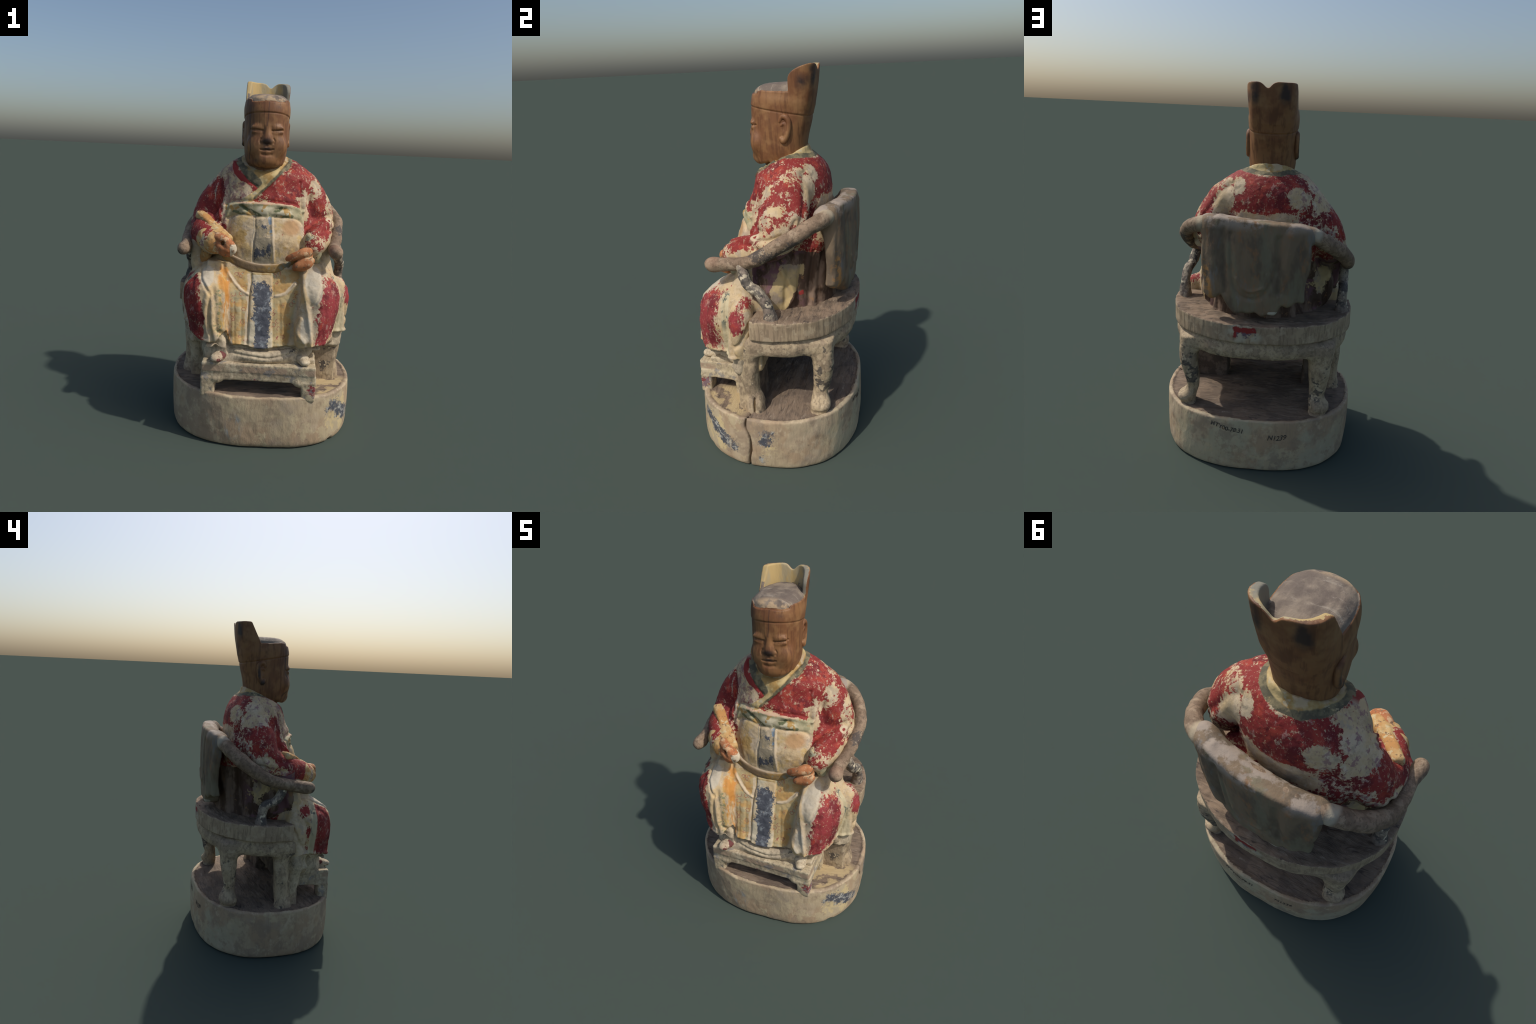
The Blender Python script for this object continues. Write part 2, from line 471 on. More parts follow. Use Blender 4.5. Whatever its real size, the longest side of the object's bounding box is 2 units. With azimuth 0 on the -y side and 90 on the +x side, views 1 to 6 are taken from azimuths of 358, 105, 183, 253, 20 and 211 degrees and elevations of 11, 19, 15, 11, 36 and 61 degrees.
    for a, b, x in ((1.30, 0.98, 0.172), (1.28, 1.0, -0.105)):
        s.line([(x, a), (x - 0.004, (a + b) / 2), (x - 0.01, b)], 0.010, 0.014, "xz", back)
    s.line([(0.135, 1.28), (0.13, 1.1), (0.10, 0.99), (0.03, 0.955), (-0.04, 0.99), (-0.09, 1.1), (-0.095, 1.27)], 0.006, 0.012, "xz", back)
    s.line([(0.10, 1.06), (0.06, 1.01), (0.02, 1.0), (-0.03, 1.02)], -0.006, 0.009, "xz", back)
    s.line([(-0.16, 1.29), (-0.15, 1.12), (-0.165, 0.96)], -0.008, 0.025, "xz", back)
    s.line([(0.23, 1.3), (0.225, 1.12), (0.215, 0.98)], -0.007, 0.028, "xz", back)
    s.refresh().rough(0.004, (9, 9, 5), 61)
    s.rough(0.0018, (40, 40, 16), 62, 1)
    solid("backrest_cloth", s, mats["backrest"], seat)
    return seat

# ================================================================== FOOTSTOOL
def build_stool(mats, root):
    v = Volume((-0.42, -0.46, 0.26), (0.36, 0.0, 0.50), 0.005)
    R = about_z(-4.5)
    def at(x, y, z):    # stool frame: middle of the front edge
        p = R @ np.array([x, y, 0]) + np.array([-0.030, -0.398, 0])
        return (p[0], p[1], z)
    v.box(at(0, 0.13, 0.441), (0.312, 0.13, 0.027), 0.006, rot=R)
    v.box(at(0, 0.135, 0.394), (0.316, 0.132, 0.024), 0.007, rot=R, k=0.003)
    v.box(at(0, 0.235, 0.385), (0.25, 0.13, 0.036), 0.005, rot=R, cut=True)      # the slot runs right through under the seat
    for x in (-0.277, 0.277):
        v.box(at(x, 0.032, 0.325), (0.037, 0.032, 0.055), 0.006, rot=R, k=0.012)
        v.box(at(x, 0.245, 0.325), (0.037, 0.035, 0.055), 0.006, rot=R, k=0.012)
    for x in (-0.22, 0.22):
        v.ell(at(x, 0.02, 0.366), (0.025, 0.022, 0.018), 0.02)
    s = Skin(v, 1).rough(0.003, 9, 71)
    s.rough(0.0012, 55, 72, 1)
    solid("footstool", s, mats["stool"], root)
# ================================================================== ROBED BODY (one skin, then split)
FRONT, BACK, LEFT, RIGHT = (0, -1, 0), (0, 1, 0), (1, 0, 0), (-1, 0, 0)

PANEL_L = [(-0.080, 0.912), (-0.090, 0.806), (-0.092, 0.668), (-0.094, 0.540)]
PANEL_R = [(0.033, 0.924), (0.037, 0.810), (0.038, 0.673), (0.045, 0.540)]
HEM = [(-0.44, 0.62), (-0.379, 0.596), (-0.342, 0.581), (-0.277, 0.581), (-0.221, 0.635), (-0.190, 0.568), (-0.139, 0.562), (-0.022, 0.546), (0.043, 0.553),
       (0.150, 0.560), (0.246, 0.579), (0.327, 0.578), (0.40, 0.60)]

def body_volume():
    v = Volume((-0.54, -0.47, 0.27), (0.54, 0.42, 1.66), 0.005)
    # trunk, from the hips on the seat to the neck opening
    v.loft([(0.78, 0.0, 0.02, 0.315, 0.20, 0.300), (0.90, 0.0, 0.02, 0.325, 0.22, 0.300), (1.00, -0.01, 0.02, 0.315, 0.238, 0.295), (1.10, -0.015, 0.02, 0.285, 0.244, 0.290),
            (1.20, -0.018, 0.03, 0.265, 0.224, 0.265), (1.30, -0.02, 0.05, 0.262, 0.204, 0.230), (1.39, -0.022, 0.07, 0.264, 0.184, 0.206), (1.45, -0.025, 0.075, 0.260, 0.174, 0.190),
            (1.50, -0.028, 0.075, 0.230, 0.157, 0.170), (1.545, -0.030, 0.07, 0.176, 0.140, 0.142), (1.58, -0.027, 0.065, 0.128, 0.125, 0.112), (1.64, -0.028, 0.055, 0.112, 0.110, 0.105)], n=2.2, edge=0.01, twist=lambda z: (0.09 * smooth(1.0, 1.12, z) * smooth(1.56, 1.46, z)).astype(np.float32))
    v.loft([(0.90, 0.02, 0.17, 0.225, 0.10, 0.13), (1.08, 0.02, 0.17, 0.235, 0.10, 0.145), (1.24, 0.01, 0.17, 0.225, 0.10, 0.135)], n=3.2, edge=0.03, k=0.03)
    v.cut(lambda x, y, z: (1.488 + (y + 0.07) * 0.52 - z) * 0.88, k=0.01)
    # sleeves: left (+x) rests on the rail, right (-x) is wide with a hanging cuff
    v.tube([(0.13, 0.085, 1.445, 0.100), (0.212, 0.075, 1.375, 0.102), (0.275, 0.062, 1.28, 0.098), (0.306, 0.05, 1.20, 0.088), (0.300, -0.03, 1.150, 0.077), (0.266, -0.14, 1.115, 0.066), (0.250, -0.185, 1.095, 0.058)], k=0.05)
    v.tube([(-0.17, 0.11, 1.43, 0.094), (-0.25, 0.122, 1.36, 0.098), (-0.318, 0.118, 1.27, 0.096), (-0.356, 0.085, 1.185, 0.088), (-0.352, -0.04, 1.138, 0.078), (-0.320, -0.140, 1.106, 0.068), (-0.296, -0.175, 1.09, 0.056)], k=0.05)
    v.tube([(-0.385, -0.02, 1.10, 0.055), (-0.385, -0.05, 1.03, 0.045), (-0.38, -0.08, 0.95, 0.05)], k=0.05)
    v.tube([(0.30, -0.10, 1.08, 0.05), (0.32, -0.11, 1.00, 0.045), (0.33, -0.12, 0.93, 0.05)], k=0.05)
    v.tube([(0.20, 0.12, 1.40, 0.078), (0.262, 0.125, 1.31, 0.078), (0.295, 0.11, 1.22, 0.072)], k=0.04)
    v.tube([(-0.23, 0.14, 1.40, 0.074), (-0.275, 0.145, 1.31, 0.072), (-0.315, 0.125, 1.22, 0.066)], k=0.04)
    v.ell((-0.19, 0.19, 1.22), (0.11, 0.10, 0.11), k=0.04)
    v.ell((-0.32, 0.04, 0.94), (0.075, 0.070, 0.12), k=0.04)                        # robe pushed out beside the right post
    v.ell((-0.31, 0.255, 0.95), (0.12, 0.115, 0.17), k=0.04, cut=True)
    v.ell((0.365, 0.20, 0.92), (0.115, 0.14, 0.14), k=0.04, cut=True)
    v.ell((0.185, -0.02, 1.20), (0.06, 0.075, 0.10), k=0.05)
    v.ell((-0.23, -0.02, 1.20), (0.06, 0.07, 0.10), k=0.05)
    # thighs and knees
    v.rod((-0.18, 0.06, 0.90), (-0.30, -0.12, 0.84), 0.13, 0.11, k=0.05)
    v.rod((0.18, 0.06, 0.90), (0.285, -0.12, 0.85), 0.13, 0.11, k=0.05)
    v.loft([(0.575, -0.298, -0.17, 0.120, 0.192, 0.10), (0.66, -0.304, -0.17, 0.132, 0.198, 0.12), (0.76, -0.312, -0.17, 0.150, 0.198, 0.13), (0.85, -0.314, -0.17, 0.146, 0.180, 0.13), (0.91, -0.305, -0.16, 0.110, 0.140, 0.12), (0.965, -0.30, -0.12, 0.07, 0.088, 0.10)], n=1.85, edge=0.03, k=0.025)
    v.loft([(0.575, 0.262, -0.17, 0.118, 0.218, 0.10), (0.66, 0.270, -0.17, 0.132, 0.222, 0.12), (0.76, 0.278, -0.17, 0.148, 0.216, 0.13), (0.86, 0.276, -0.17, 0.142, 0.199, 0.13), (0.93, 0.268, -0.16, 0.106, 0.142, 0.12), (0.985, 0.26, -0.13, 0.07, 0.088, 0.10)], n=1.85, edge=0.03, k=0.025)
    v.rod((0.210, -0.28, 0.83), (0.205, -0.368, 0.61), 0.035, 0.044, k=0.04)          # flaring inner edges of the robe skirts
    v.rod((-0.255, -0.26, 0.83), (-0.265, -0.345, 0.61), 0.035, 0.036, k=0.04)
    # skirt front between the knees, a slanting slab
    def slab(x, y, z):
        f = -(y - np.interp(z, [0.5, 0.54, 0.74, 0.92, 1.0], [-0.352, -0.352, -0.305, -0.232, -0.19]).astype(np.float32)) * 0.95
        return np.maximum(np.maximum(f, np.abs(x + 0.01) - 0.32), np.maximum(np.maximum(0.545 - z, z - 0.99), y - 0.0))
    v.add(slab, k=0.03, lo=(-0.34, -0.40, 0.54), hi=(0.32, 0.0, 1.0))
    # underskirt and the mass behind the footstool
    v.loft([(0.43, -0.03, -0.17, 0.305, 0.180, 0.09), (0.50, -0.035, -0.17, 0.320, 0.188, 0.10), (0.60, -0.03, -0.17, 0.345, 0.180, 0.10)], n=3.5, edge=0.02, k=0.01)
    v.cut(lambda x, y, z: np.maximum(np.abs(x + 0.025) - 0.23, z - 0.435 + 0.0 * y), k=0.01, lo=(-0.27, -0.42, 0.27), hi=(0.22, 0.1, 0.46))
    v.box((0.0, -0.11, 0.63), (0.42, 0.09, 0.12), 0.02, k=0.02)
    # side drapes beside the knees
    v.tube([(0.41, -0.11, 0.86, 0.05), (0.425, -0.12, 0.79, 0.055), (0.420, -0.130, 0.70, 0.055), (0.412, -0.14, 0.60, 0.055), (0.412, -0.13, 0.53, 0.045)], k=0.03)
    v.ell((0.424, -0.115, 0.79), (0.058, 0.055, 0.085), k=0.02)
    v.tube([(-0.40, -0.10, 0.86, 0.05), (-0.418, -0.10, 0.77, 0.058), (-0.412, -0.11, 0.68, 0.052), (-0.412, -0.12, 0.58, 0.046), (-0.385, -0.11, 0.46, 0.035), (-0.385, -0.10, 0.36, 0.03)], k=0.03)
    return v

def build_body(mats, root):
    s = Skin(body_volume(), 1)
    V0 = s.V.copy()
    # --- layered chest: crossing lapels, sash and belly panel
    chest = lambda x, y, z: (y < 0.02) * 1.0
    s.step([(0.135, 1.555), (0.105, 1.520), (0.023, 1.440), (-0.080, 1.340), (-0.10, 1.322)][::-1], 0.010, 0.006, 0.10, "xz", FRONT, chest)
    s.line([(0.095, 1.545), (0.037, 1.482), (-0.045, 1.408), (-0.097, 1.372)], 0.006, 0.007, "xz", FRONT, chest)
    s.line([(-0.193, 1.53), (-0.128, 1.446), (-0.070, 1.405)], 0.006, 0.007, "xz", FRONT, chest)
    s.line([(-0.245, 1.300), (-0.19, 1.320), (-0.10, 1.328), (0.02, 1.330), (0.135, 1.318), (0.205, 1.285)], 0.009, 0.010, "xz", FRONT, chest)
    s.line([(-0.235, 1.285), (-0.17, 1.305), (-0.09, 1.312), (0.03, 1.312), (0.14, 1.302), (0.20, 1.275)], -0.009, 0.011, "xz", FRONT, chest)
    s.line([(-0.235, 1.225), (-0.17, 1.250), (-0.13, 1.252), (-0.077, 1.246), (-0.003, 1.250), (0.09, 1.246), (0.16, 1.236), (0.205, 1.205)], 0.009, 0.008, "xz", FRONT, chest)
    s.line([(-0.15, 1.300), (-0.115, 1.275), (-0.08, 1.258)], 0.012, 0.010, "xz", FRONT, chest)        # knot hollows
    s.line([(0.005, 1.262), (0.04, 1.288), (0.085, 1.296)], 0.012, 0.010, "xz", FRONT, chest)
    s.bump((-0.02, -0.17, 1.285), (0.055, 0.06, 0.028), 0.014, FRONT)
    s.bump((0.075, -0.17, 1.270), (0.055, 0.06, 0.014), 0.010, FRONT)
    s.line([(-0.077, 1.244), (-0.074, 1.170), (-0.082, 1.102), (-0.078, 1.000)], 0.006, 0.005, "xz", FRONT, chest)
    s.line([(0.017, 1.246), (0.024, 1.129), (0.036, 1.005)], -0.006, 0.006, "xz", FRONT, chest)
    s.line([(-0.21, 1.242), (-0.230, 1.167), (-0.215, 1.092), (-0.19, 1.04)], 0.014, 0.014, "xz", FRONT, chest)
    # --- arm creases
    s.line([(0.177, 1.436), (0.184, 1.375), (0.184, 1.314), (0.204, 1.245), (0.212, 1.168), (0.19, 1.10)], 0.011, 0.010, "xz", FRONT)
    s.line([(0.250, 1.429), (0.238, 1.375), (0.219, 1.297), (0.216, 1.226)], 0.010, 0.012, "xz", FRONT)
    s.line([(0.215, 1.43), (0.212, 1.36), (0.203, 1.28)], -0.008, 0.012, "xz", FRONT)
    s.line([(0.214, 1.185), (0.283, 1.222), (0.36, 1.250)], 0.010, 0.010, "xz", FRONT)
    s.line([(0.214, 1.135), (0.281, 1.169), (0.365, 1.180)], 0.008, 0.009, "xz", FRONT)
    s.line([(0.24, 1.16), (0.30, 1.195), (0.37, 1.215)], -0.008, 0.012, "xz", FRONT)
    s.line([(-0.243, 1.456), (-0.232, 1.365), (-0.244, 1.265), (-0.262, 1.200)], 0.011, 0.010, "xz", FRONT)
    s.line([(-0.298, 1.443), (-0.296, 1.366), (-0.286, 1.289), (-0.268, 1.219)], -0.010, 0.007, "xz", FRONT)
    s.line([(-0.325, 1.40), (-0.33, 1.33), (-0.30, 1.25)], 0.006, 0.012, "xz", FRONT)
    # elbow folds seen from the sides
    for pts in ([(0.10, 1.24), (0.03, 1.215), (-0.04, 1.215)], [(0.14, 1.19), (0.05, 1.165), (-0.05, 1.165)], [(0.16, 1.30), (0.13, 1.22), (0.09, 1.17)]):
        s.line(pts, 0.009, 0.011, "yz", LEFT)
        s.line([(p[0] + 0.01, p[1] - 0.02) for p in pts], 0.009, 0.012, "yz", RIGHT)
    s.line([(0.175, 1.50), (0.19, 1.42), (0.19, 1.33), (0.17, 1.22)], 0.010, 0.013, "yz", LEFT, lambda x, y, z: (x > 0.15) * 1.0)
    # robe folds down the hips and at the back of the seat
    for y, d in ((0.10, 0.010), (0.16, 0.012), (0.21, 0.014), (0.255, 0.010)):
        for face in (LEFT, RIGHT):
            s.line([(y + 0.02, 1.12), (y, 1.0), (y - 0.01, 0.84)], d, 0.012, "yz", face, lambda x, y, z: (z < 1.16) * (np.abs(x) < 0.36))
    for face in (LEFT, RIGHT):
        s.line([(0.05, 1.06), (0.10, 0.98), (0.13, 0.90), (0.09, 0.84)], -0.012, 0.012, "yz", face, lambda x, y, z: (np.abs(x) < 0.38) * 1.0)
    # --- skirt
    low = lambda x, y, z: (z < 1.0) * (z > 0.5)
    inside = lambda x, z: smooth(-0.004, 0.004, x - np.interp(z, [p[1] for p in PANEL_L[::-1]], [p[0] for p in PANEL_L[::-1]])) * smooth(-0.004, 0.004, np.interp(z, [p[1] for p in PANEL_R[::-1]], [p[0] for p in PANEL_R[::-1]]) - x)
    s._move(0.009 * inside(s.V[:, 0], s.V[:, 2]) * (s.V[:, 2] < 0.94) * (s.V[:, 2] > 0.53), FRONT, None)
    for pts in (PANEL_L, PANEL_R):
        s.line(pts, 0.005, 0.005, "xz", FRONT, low)
    s.line([(-0.229, 0.956), (-0.190, 0.898), (-0.143, 0.851), (-0.098, 0.826)], -0.006, 0.006, "xz", FRONT, low)
    s.line([(0.160, 0.890), (0.131, 0.855), (0.087, 0.829), (0.050, 0.821)], -0.006, 0.006, "xz", FRONT, low)
    s.line([(-0.245, 0.976), (-0.217, 0.880), (-0.206, 0.767), (-0.202, 0.651), (-0.195, 0.560)], 0.016, 0.014, "xz", FRONT, low)
    s.line([(-0.235, 0.93), (-0.232, 0.80), (-0.232, 0.66)], -0.012, 0.016, "xz", FRONT, low)
    s.line([(-0.287, 0.868), (-0.277, 0.779), (-0.267, 0.666), (-0.24, 0.629)], 0.012, 0.012, "xz", FRONT, low)
    s.line([(-0.368, 0.974), (-0.363, 0.922), (-0.333, 0.878), (-0.306, 0.842)], 0.010, 0.008, "xz", FRONT, low)
    s.line([(-0.303, 0.852), (-0.313, 0.746), (-0.300, 0.641), (-0.284, 0.581)], 0.012, 0.010, "xz", FRONT, low)
    s.line([(-0.345, 0.90), (-0.315, 0.86), (-0.29, 0.78), (-0.285, 0.66)], -0.008, 0.014, "xz", FRONT, low)
    s.line([(-0.15, 0.83), (-0.155, 0.70), (-0.15, 0.57)], -0.005, 0.03, "xz", FRONT, low)
    s.line([(0.188, 0.950), (0.168, 0.821), (0.148, 0.705), (0.13, 0.627), (0.12, 0.560)], 0.014, 0.018, "xz", FRONT, low)
    s.line([(0.205, 0.960), (0.203, 0.883), (0.218, 0.800), (0.228, 0.741), (0.237, 0.666), (0.242, 0.591)], -0.014, 0.012, "xz", FRONT, low)
    s.line([(0.306, 0.976), (0.297, 0.894), (0.265, 0.822), (0.238, 0.798)], 0.007, 0.007, "xz", FRONT, low)
    s.line([(0.19, 0.72), (0.172, 0.655), (0.205, 0.608)], -0.010, 0.012, "xz", FRONT, low)
    for x0, x1 in ((-0.175, -0.165), (-0.135, -0.128), (0.075, 0.085), (0.115, 0.12)):
        s.line([(x0, 0.80), ((x0 + x1) / 2, 0.68), (x1, 0.57)], 0.0035, 0.006, "xz", FRONT, low)
    for pts in ([(0.36, 0.93), (0.37, 0.80), (0.345, 0.64)], [(0.31, 0.86), (0.32, 0.74), (0.30, 0.60)], [(-0.41, 0.90), (-0.40, 0.76), (-0.375, 0.62)], [(-0.345, 0.84), (-0.35, 0.72), (-0.33, 0.60)]):
        s.line(pts, 0.005, 0.014, "xz", FRONT, low)
    # hem: the robe ends in a lip over the underskirt
    hem = spline(HEM, 6)
    hz = np.interp(s.V[:, 0], hem[:, 0], hem[:, 1])
    w = smooth(-0.10, -0.16, s.V[:, 1]) * smooth(0.05, 0.4, -s.N[:, 1] + 0.5 * np.abs(s.N[:, 0]))
    dz = s.V[:, 2] - hz
    s.V += s.N * (w * (0.008 * np.exp(-((dz - 0.008) / 0.010) ** 2) - 0.022 * smooth(0.006, -0.006, dz) * smooth(-0.10, -0.03, dz)))[:, None]
    # side drape creases
    for x in (LEFT, RIGHT):
        s.line([(-0.20, 0.90), (-0.195, 0.75), (-0.20, 0.60)], 0.010, 0.010, "yz", x, low)
        s.line([(-0.245, 0.90), (-0.24, 0.75), (-0.25, 0.58)], 0.006, 0.008, "yz", x, low)
        s.line([(-0.10, 0.88), (-0.14, 0.84), (-0.17, 0.77), (-0.16, 0.68)], 0.008, 0.009, "yz", x, low)
        s.line([(-0.06, 0.80), (-0.11, 0.70), (-0.16, 0.66), (-0.13, 0.60)], 0.010, 0.010, "yz", x, low)
    s.refresh()
    s.rough(0.0034, (9, 9, 7), 81)
    s.rough(0.0016, 38, 82, 2)
    flake = smooth(0.15, 0.35, fbm(s.V, 22, 84, 3))                     # edges of flaked priming
    s.V += s.N * (0.0012 * flake)[:, None]
    C = s.V[s.F].mean(1)
    x, y, z = C.T
    # regions
    lab = np.zeros(len(C), int)                                        # 0 torso
    hz = np.interp(x, hem[:, 0], hem[:, 1])
    skirt = (y < -0.02 + 0.5 * (0.86 - z)) & (z < 0.975 + 0.02 * noise3(C, 14, 9)) | (z < 0.70)
    lab[skirt] = 3
    lab[(z < hz) & (y < -0.04)] = 4                                    # underskirt
    lab[(lab == 0) & (x > 0.205 + 0.06 * smooth(1.38, 1.5, z)) & (z > 1.0)] = 1
    lab[(lab == 0) & (x < -0.245 - 0.06 * smooth(1.38, 1.5, z)) & (z > 0.985)] = 2
    front = (y < -0.02) & (lab == 3)
    pl = np.interp(z, [p[1] for p in PANEL_L[::-1]], [p[0] for p in PANEL_L[::-1]])
    pr = np.interp(z, [p[1] for p in PANEL_R[::-1]], [p[0] for p in PANEL_R[::-1]])
    lab[front & (x > pl) & (x < pr) & (z < 0.93) & (y < -0.2)] = 5     # hanging front panel
    # collar: band round the neck and down the crossing lapels
    top = 1.488 + (y + 0.07) * 0.52
    lx = np.interp(z, [1.322, 1.340, 1.440, 1.520, 1.56], [-0.10, -0.080, 0.023, 0.105, 0.14])
    li = np.interp(z, [1.30, 1.372, 1.408, 1.482, 1.545, 1.6], [-0.19, -0.097, -0.045, 0.037, 0.095, 0.15])
    ro = np.interp(z, [1.395, 1.405, 1.446, 1.53], [-0.06, -0.070, -0.128, -0.193])
    neck = superellipse(x - HX, y - 0.055, 0.122, 0.118, 2.2)
    ring = (neck < 0.036 + 0.004 * noise3(C, 25, 3)) & (y > -0.05) & (z > 1.40)
    lapel = (y <= 0.02) & (x < lx) & (x > li - 0.004) & (z > 1.322) & (x > -0.2)
    lapel2 = (y <= 0.02) & (x > ro) & (z > 1.40) & (x < li + 0.02)
    lab[(lab <= 2) & (ring | lapel | lapel2)] = 6
    # sash over the stomach
    lab[(lab == 0) & (y < -0.03) & (z < np.interp(x, [-0.245, -0.19, 0.0, 0.13, 0.205], [1.298, 1.318, 1.326, 1.314, 1.283])) & (z > np.interp(x, [-0.235, -0.17, 0.09, 0.16, 0.205], [1.225, 1.25, 1.246, 1.236, 1.205]))] = 7
    lab[(lab == 0) & (y < -0.03) & (z <= 1.25) & (x > -0.232) & (x < 0.208) & (z > 0.93)] = 8
    lab[((lab == 0) | (lab == 1) | (lab == 2)) & (z < 1.075 + 0.02 * noise3(C, 12, 4)) & (y < -0.0)] = 3
    lab[((lab <= 3)) & (z < 1.125 + 0.02 * noise3(C, 12, 4)) & (y > -0.065) & (z > 0.86 - 0.6 * np.clip(y, -0.07, 0.1))] = 9
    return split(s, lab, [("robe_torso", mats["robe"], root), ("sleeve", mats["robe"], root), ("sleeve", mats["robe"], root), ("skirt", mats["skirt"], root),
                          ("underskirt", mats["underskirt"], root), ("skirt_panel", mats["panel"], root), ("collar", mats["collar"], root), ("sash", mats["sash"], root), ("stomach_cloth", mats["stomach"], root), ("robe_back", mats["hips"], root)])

# ================================================================== BELT, CUFFS, HANDS, SHOES
def build_trim(mats, root, sleeves):
    v = Volume((-0.32, -0.34, 0.88), (0.30, -0.05, 1.12), 0.004)
    def belt(x, y, z):
        zc = 0.962 + 1.25 * (x + 0.01) ** 2
        yc = -0.178 + 0.95 * (x + 0.02) ** 2
        d = np.abs(z - zc) - 0.026
        e = np.abs(y - yc) - 0.052
        r = 0.012
        return np.sqrt(np.maximum(d + r, 0) ** 2 + np.maximum(e + r, 0) ** 2) + np.minimum(np.maximum(d, e) + r, 0) - r
    v.add(lambda x, y, z: np.maximum(belt(x, y, z), np.abs(x + 0.005) - 0.245))
    s = Skin(v, 1).rough(0.004, (9, 9, 14), 91, 2)
    s.rough(0.0014, 50, 92, 1)
    solid("belt", s, mats["belt"], root)
    # wide bordered cuff of the right sleeve: a flat bar running down the forearm
    a, b = np.array((-0.392, -0.010, 1.230)), np.array((-0.222, -0.226, 1.120))
    F = frame_to(b - a)
    v = Volume((-0.48, -0.34, 0.96), (-0.14, 0.07, 1.30), 0.004)
    v.box((a + b) / 2, (0.030, np.linalg.norm(b - a) / 2 + 0.012, 0.024), 0.016, rot=F)
    v.rod((-0.326, -0.138, 1.108), (-0.292, -0.190, 1.092), 0.074, 0.062, k=0.02)
    v.tube([(-0.300, -0.150, 1.125, 0.036), (-0.318, -0.165, 1.09, 0.036), (-0.335, -0.140, 1.045, 0.028), (-0.355, -0.10, 0.985, 0.026)], k=0.02)
    s = Skin(v, 1)
    s.line([(-0.372, -0.06, 1.212), (-0.29, -0.175, 1.150), (-0.245, -0.235, 1.105)], 0.006, 0.007, "xyz")
    s.refresh().rough(0.004, 20, 93, 2)
    s.rough(0.0015, 60, 94, 1)
    cuff_r = solid("cuff", s, mats["cuff_orange"], sleeves[1])
    v = Volume((0.18, -0.31, 0.98), (0.34, -0.10, 1.20), 0.004)
    v.tube([(0.236, -0.180, 1.140, 0.034), (0.258, -0.190, 1.105, 0.040), (0.270, -0.188, 1.065, 0.036), (0.276, -0.175, 1.02, 0.028)])
    s = Skin(v, 1).rough(0.003, 22, 95, 2)
    cuff_l = solid("cuff", s, mats["cuff_pale"], sleeves[0])
    # left hand hooked in the belt, thumb along its top
    v = Volume((0.08, -0.32, 0.93), (0.30, -0.14, 1.12), 0.003)
    v.ell((0.205, -0.232, 1.040), (0.046, 0.034, 0.050), rot=about_z(15))
    v.tube([(0.225, -0.250, 1.075, 0.022), (0.180, -0.262, 1.065, 0.019), (0.145, -0.256, 1.045, 0.017), (0.112, -0.240, 1.028, 0.014)], k=0.015)
    for i, t in enumerate((0.0, 0.33, 0.66, 1.0)):
        p = np.array((0.196 + 0.044 * t, -0.256 + 0.004 * t, 1.030 - 0.006 * t))
        v.tube([(*p, 0.019), (p[0] - 0.020 - 0.012 * (1 - t), p[1] - 0.006, 0.998, 0.0175), (p[0] - 0.045 - 0.006 * t, p[1] + 0.012, 0.978 - 0.004 * t, 0.015)], k=0.006)
    s = Skin(v, 1).rough(0.0025, 26, 97, 2)
    solid("hand", s, mats["flesh"], cuff_l)
    # right hand: a fist pierced for a lost attribute, fingertips broken to bare white
    v = Volume((-0.34, -0.35, 1.00), (-0.14, -0.15, 1.18), 0.003)
    H = frame_to((0.36, -0.30, -0.24), (0.45, 0.1, 1))
    v.box((-0.243, -0.226, 1.094), (0.040, 0.068, 0.030), 0.024, rot=H)
    v.tube([(-0.282, -0.205, 1.130, 0.024), (-0.245, -0.245, 1.122, 0.023), (-0.210, -0.258, 1.096, 0.021), (-0.194, -0.252, 1.068, 0.021)], k=0.014)
    for t in (0.0, 0.5, 1.0):
        v.tube([(-0.290 + 0.016 * t, -0.218 - 0.004 * t, 1.104 - 0.034 * t, 0.020), (-0.250 + 0.012 * t, -0.254 + 0.004 * t, 1.078 - 0.024 * t, 0.019), (-0.210, -0.250 + 0.012 * t, 1.056 - 0.010 * t, 0.017)], k=0.010)
    v.rod((-0.252, -0.29, 1.116), (-0.240, -0.225, 1.094), 0.010, 0.010, cut=True, k=0.010)
    s = Skin(v, 1).rough(0.0025, 26, 98, 2)
    lab = np.zeros(len(s.F), int)
    C = s.V[s.F].mean(1)
    lab[(C[:, 0] > -0.206 + 0.005 * noise3(C, 60, 5)) & (C[:, 2] < 1.102)] = 1
    h = split(s, lab, [("hand", mats["flesh"], cuff_r), ("broken_fingertip", mats["bare_white"], 0)])
    # flat shoes peeping from under the hem, and a fold of robe lying between them
    for toe, heel in (((-0.262, -0.372, 0.490), (-0.215, -0.30, 0.500)), ((0.222, -0.382, 0.486), (0.195, -0.30, 0.498))):
        v = Volume(np.minimum(toe, heel) - 0.09, np.maximum(toe, heel) + 0.09, 0.004)
        for t in (0.0, 0.35, 0.7, 1.0):
            p = np.array(toe) * (1 - t) + np.array(heel) * t
            v.ell(p, (0.030 + 0.014 * t, 0.034, 0.020 + 0.010 * t), k=0.02)
        v.cut(lambda x, y, z: z - 0.462)
        s = Skin(v, 1).rough(0.003, 24, 101, 2)
        solid("shoe", s, mats["shoe"], root)
    v = Volume((-0.30, -0.43, 0.44), (0.28, -0.20, 0.58), 0.004)
    v.tube([(-0.20, -0.30, 0.500, 0.042), (-0.10, -0.335, 0.500, 0.040), (0.0, -0.352, 0.494, 0.038), (0.08, -0.345, 0.500, 0.036), (0.16, -0.32, 0.510, 0.036)])
    v.box((-0.02, -0.29, 0.475), (0.30, 0.07, 0.018), 0.01, k=0.02)
    s = Skin(v, 1).rough(0.005, (10, 16, 16), 103, 2)
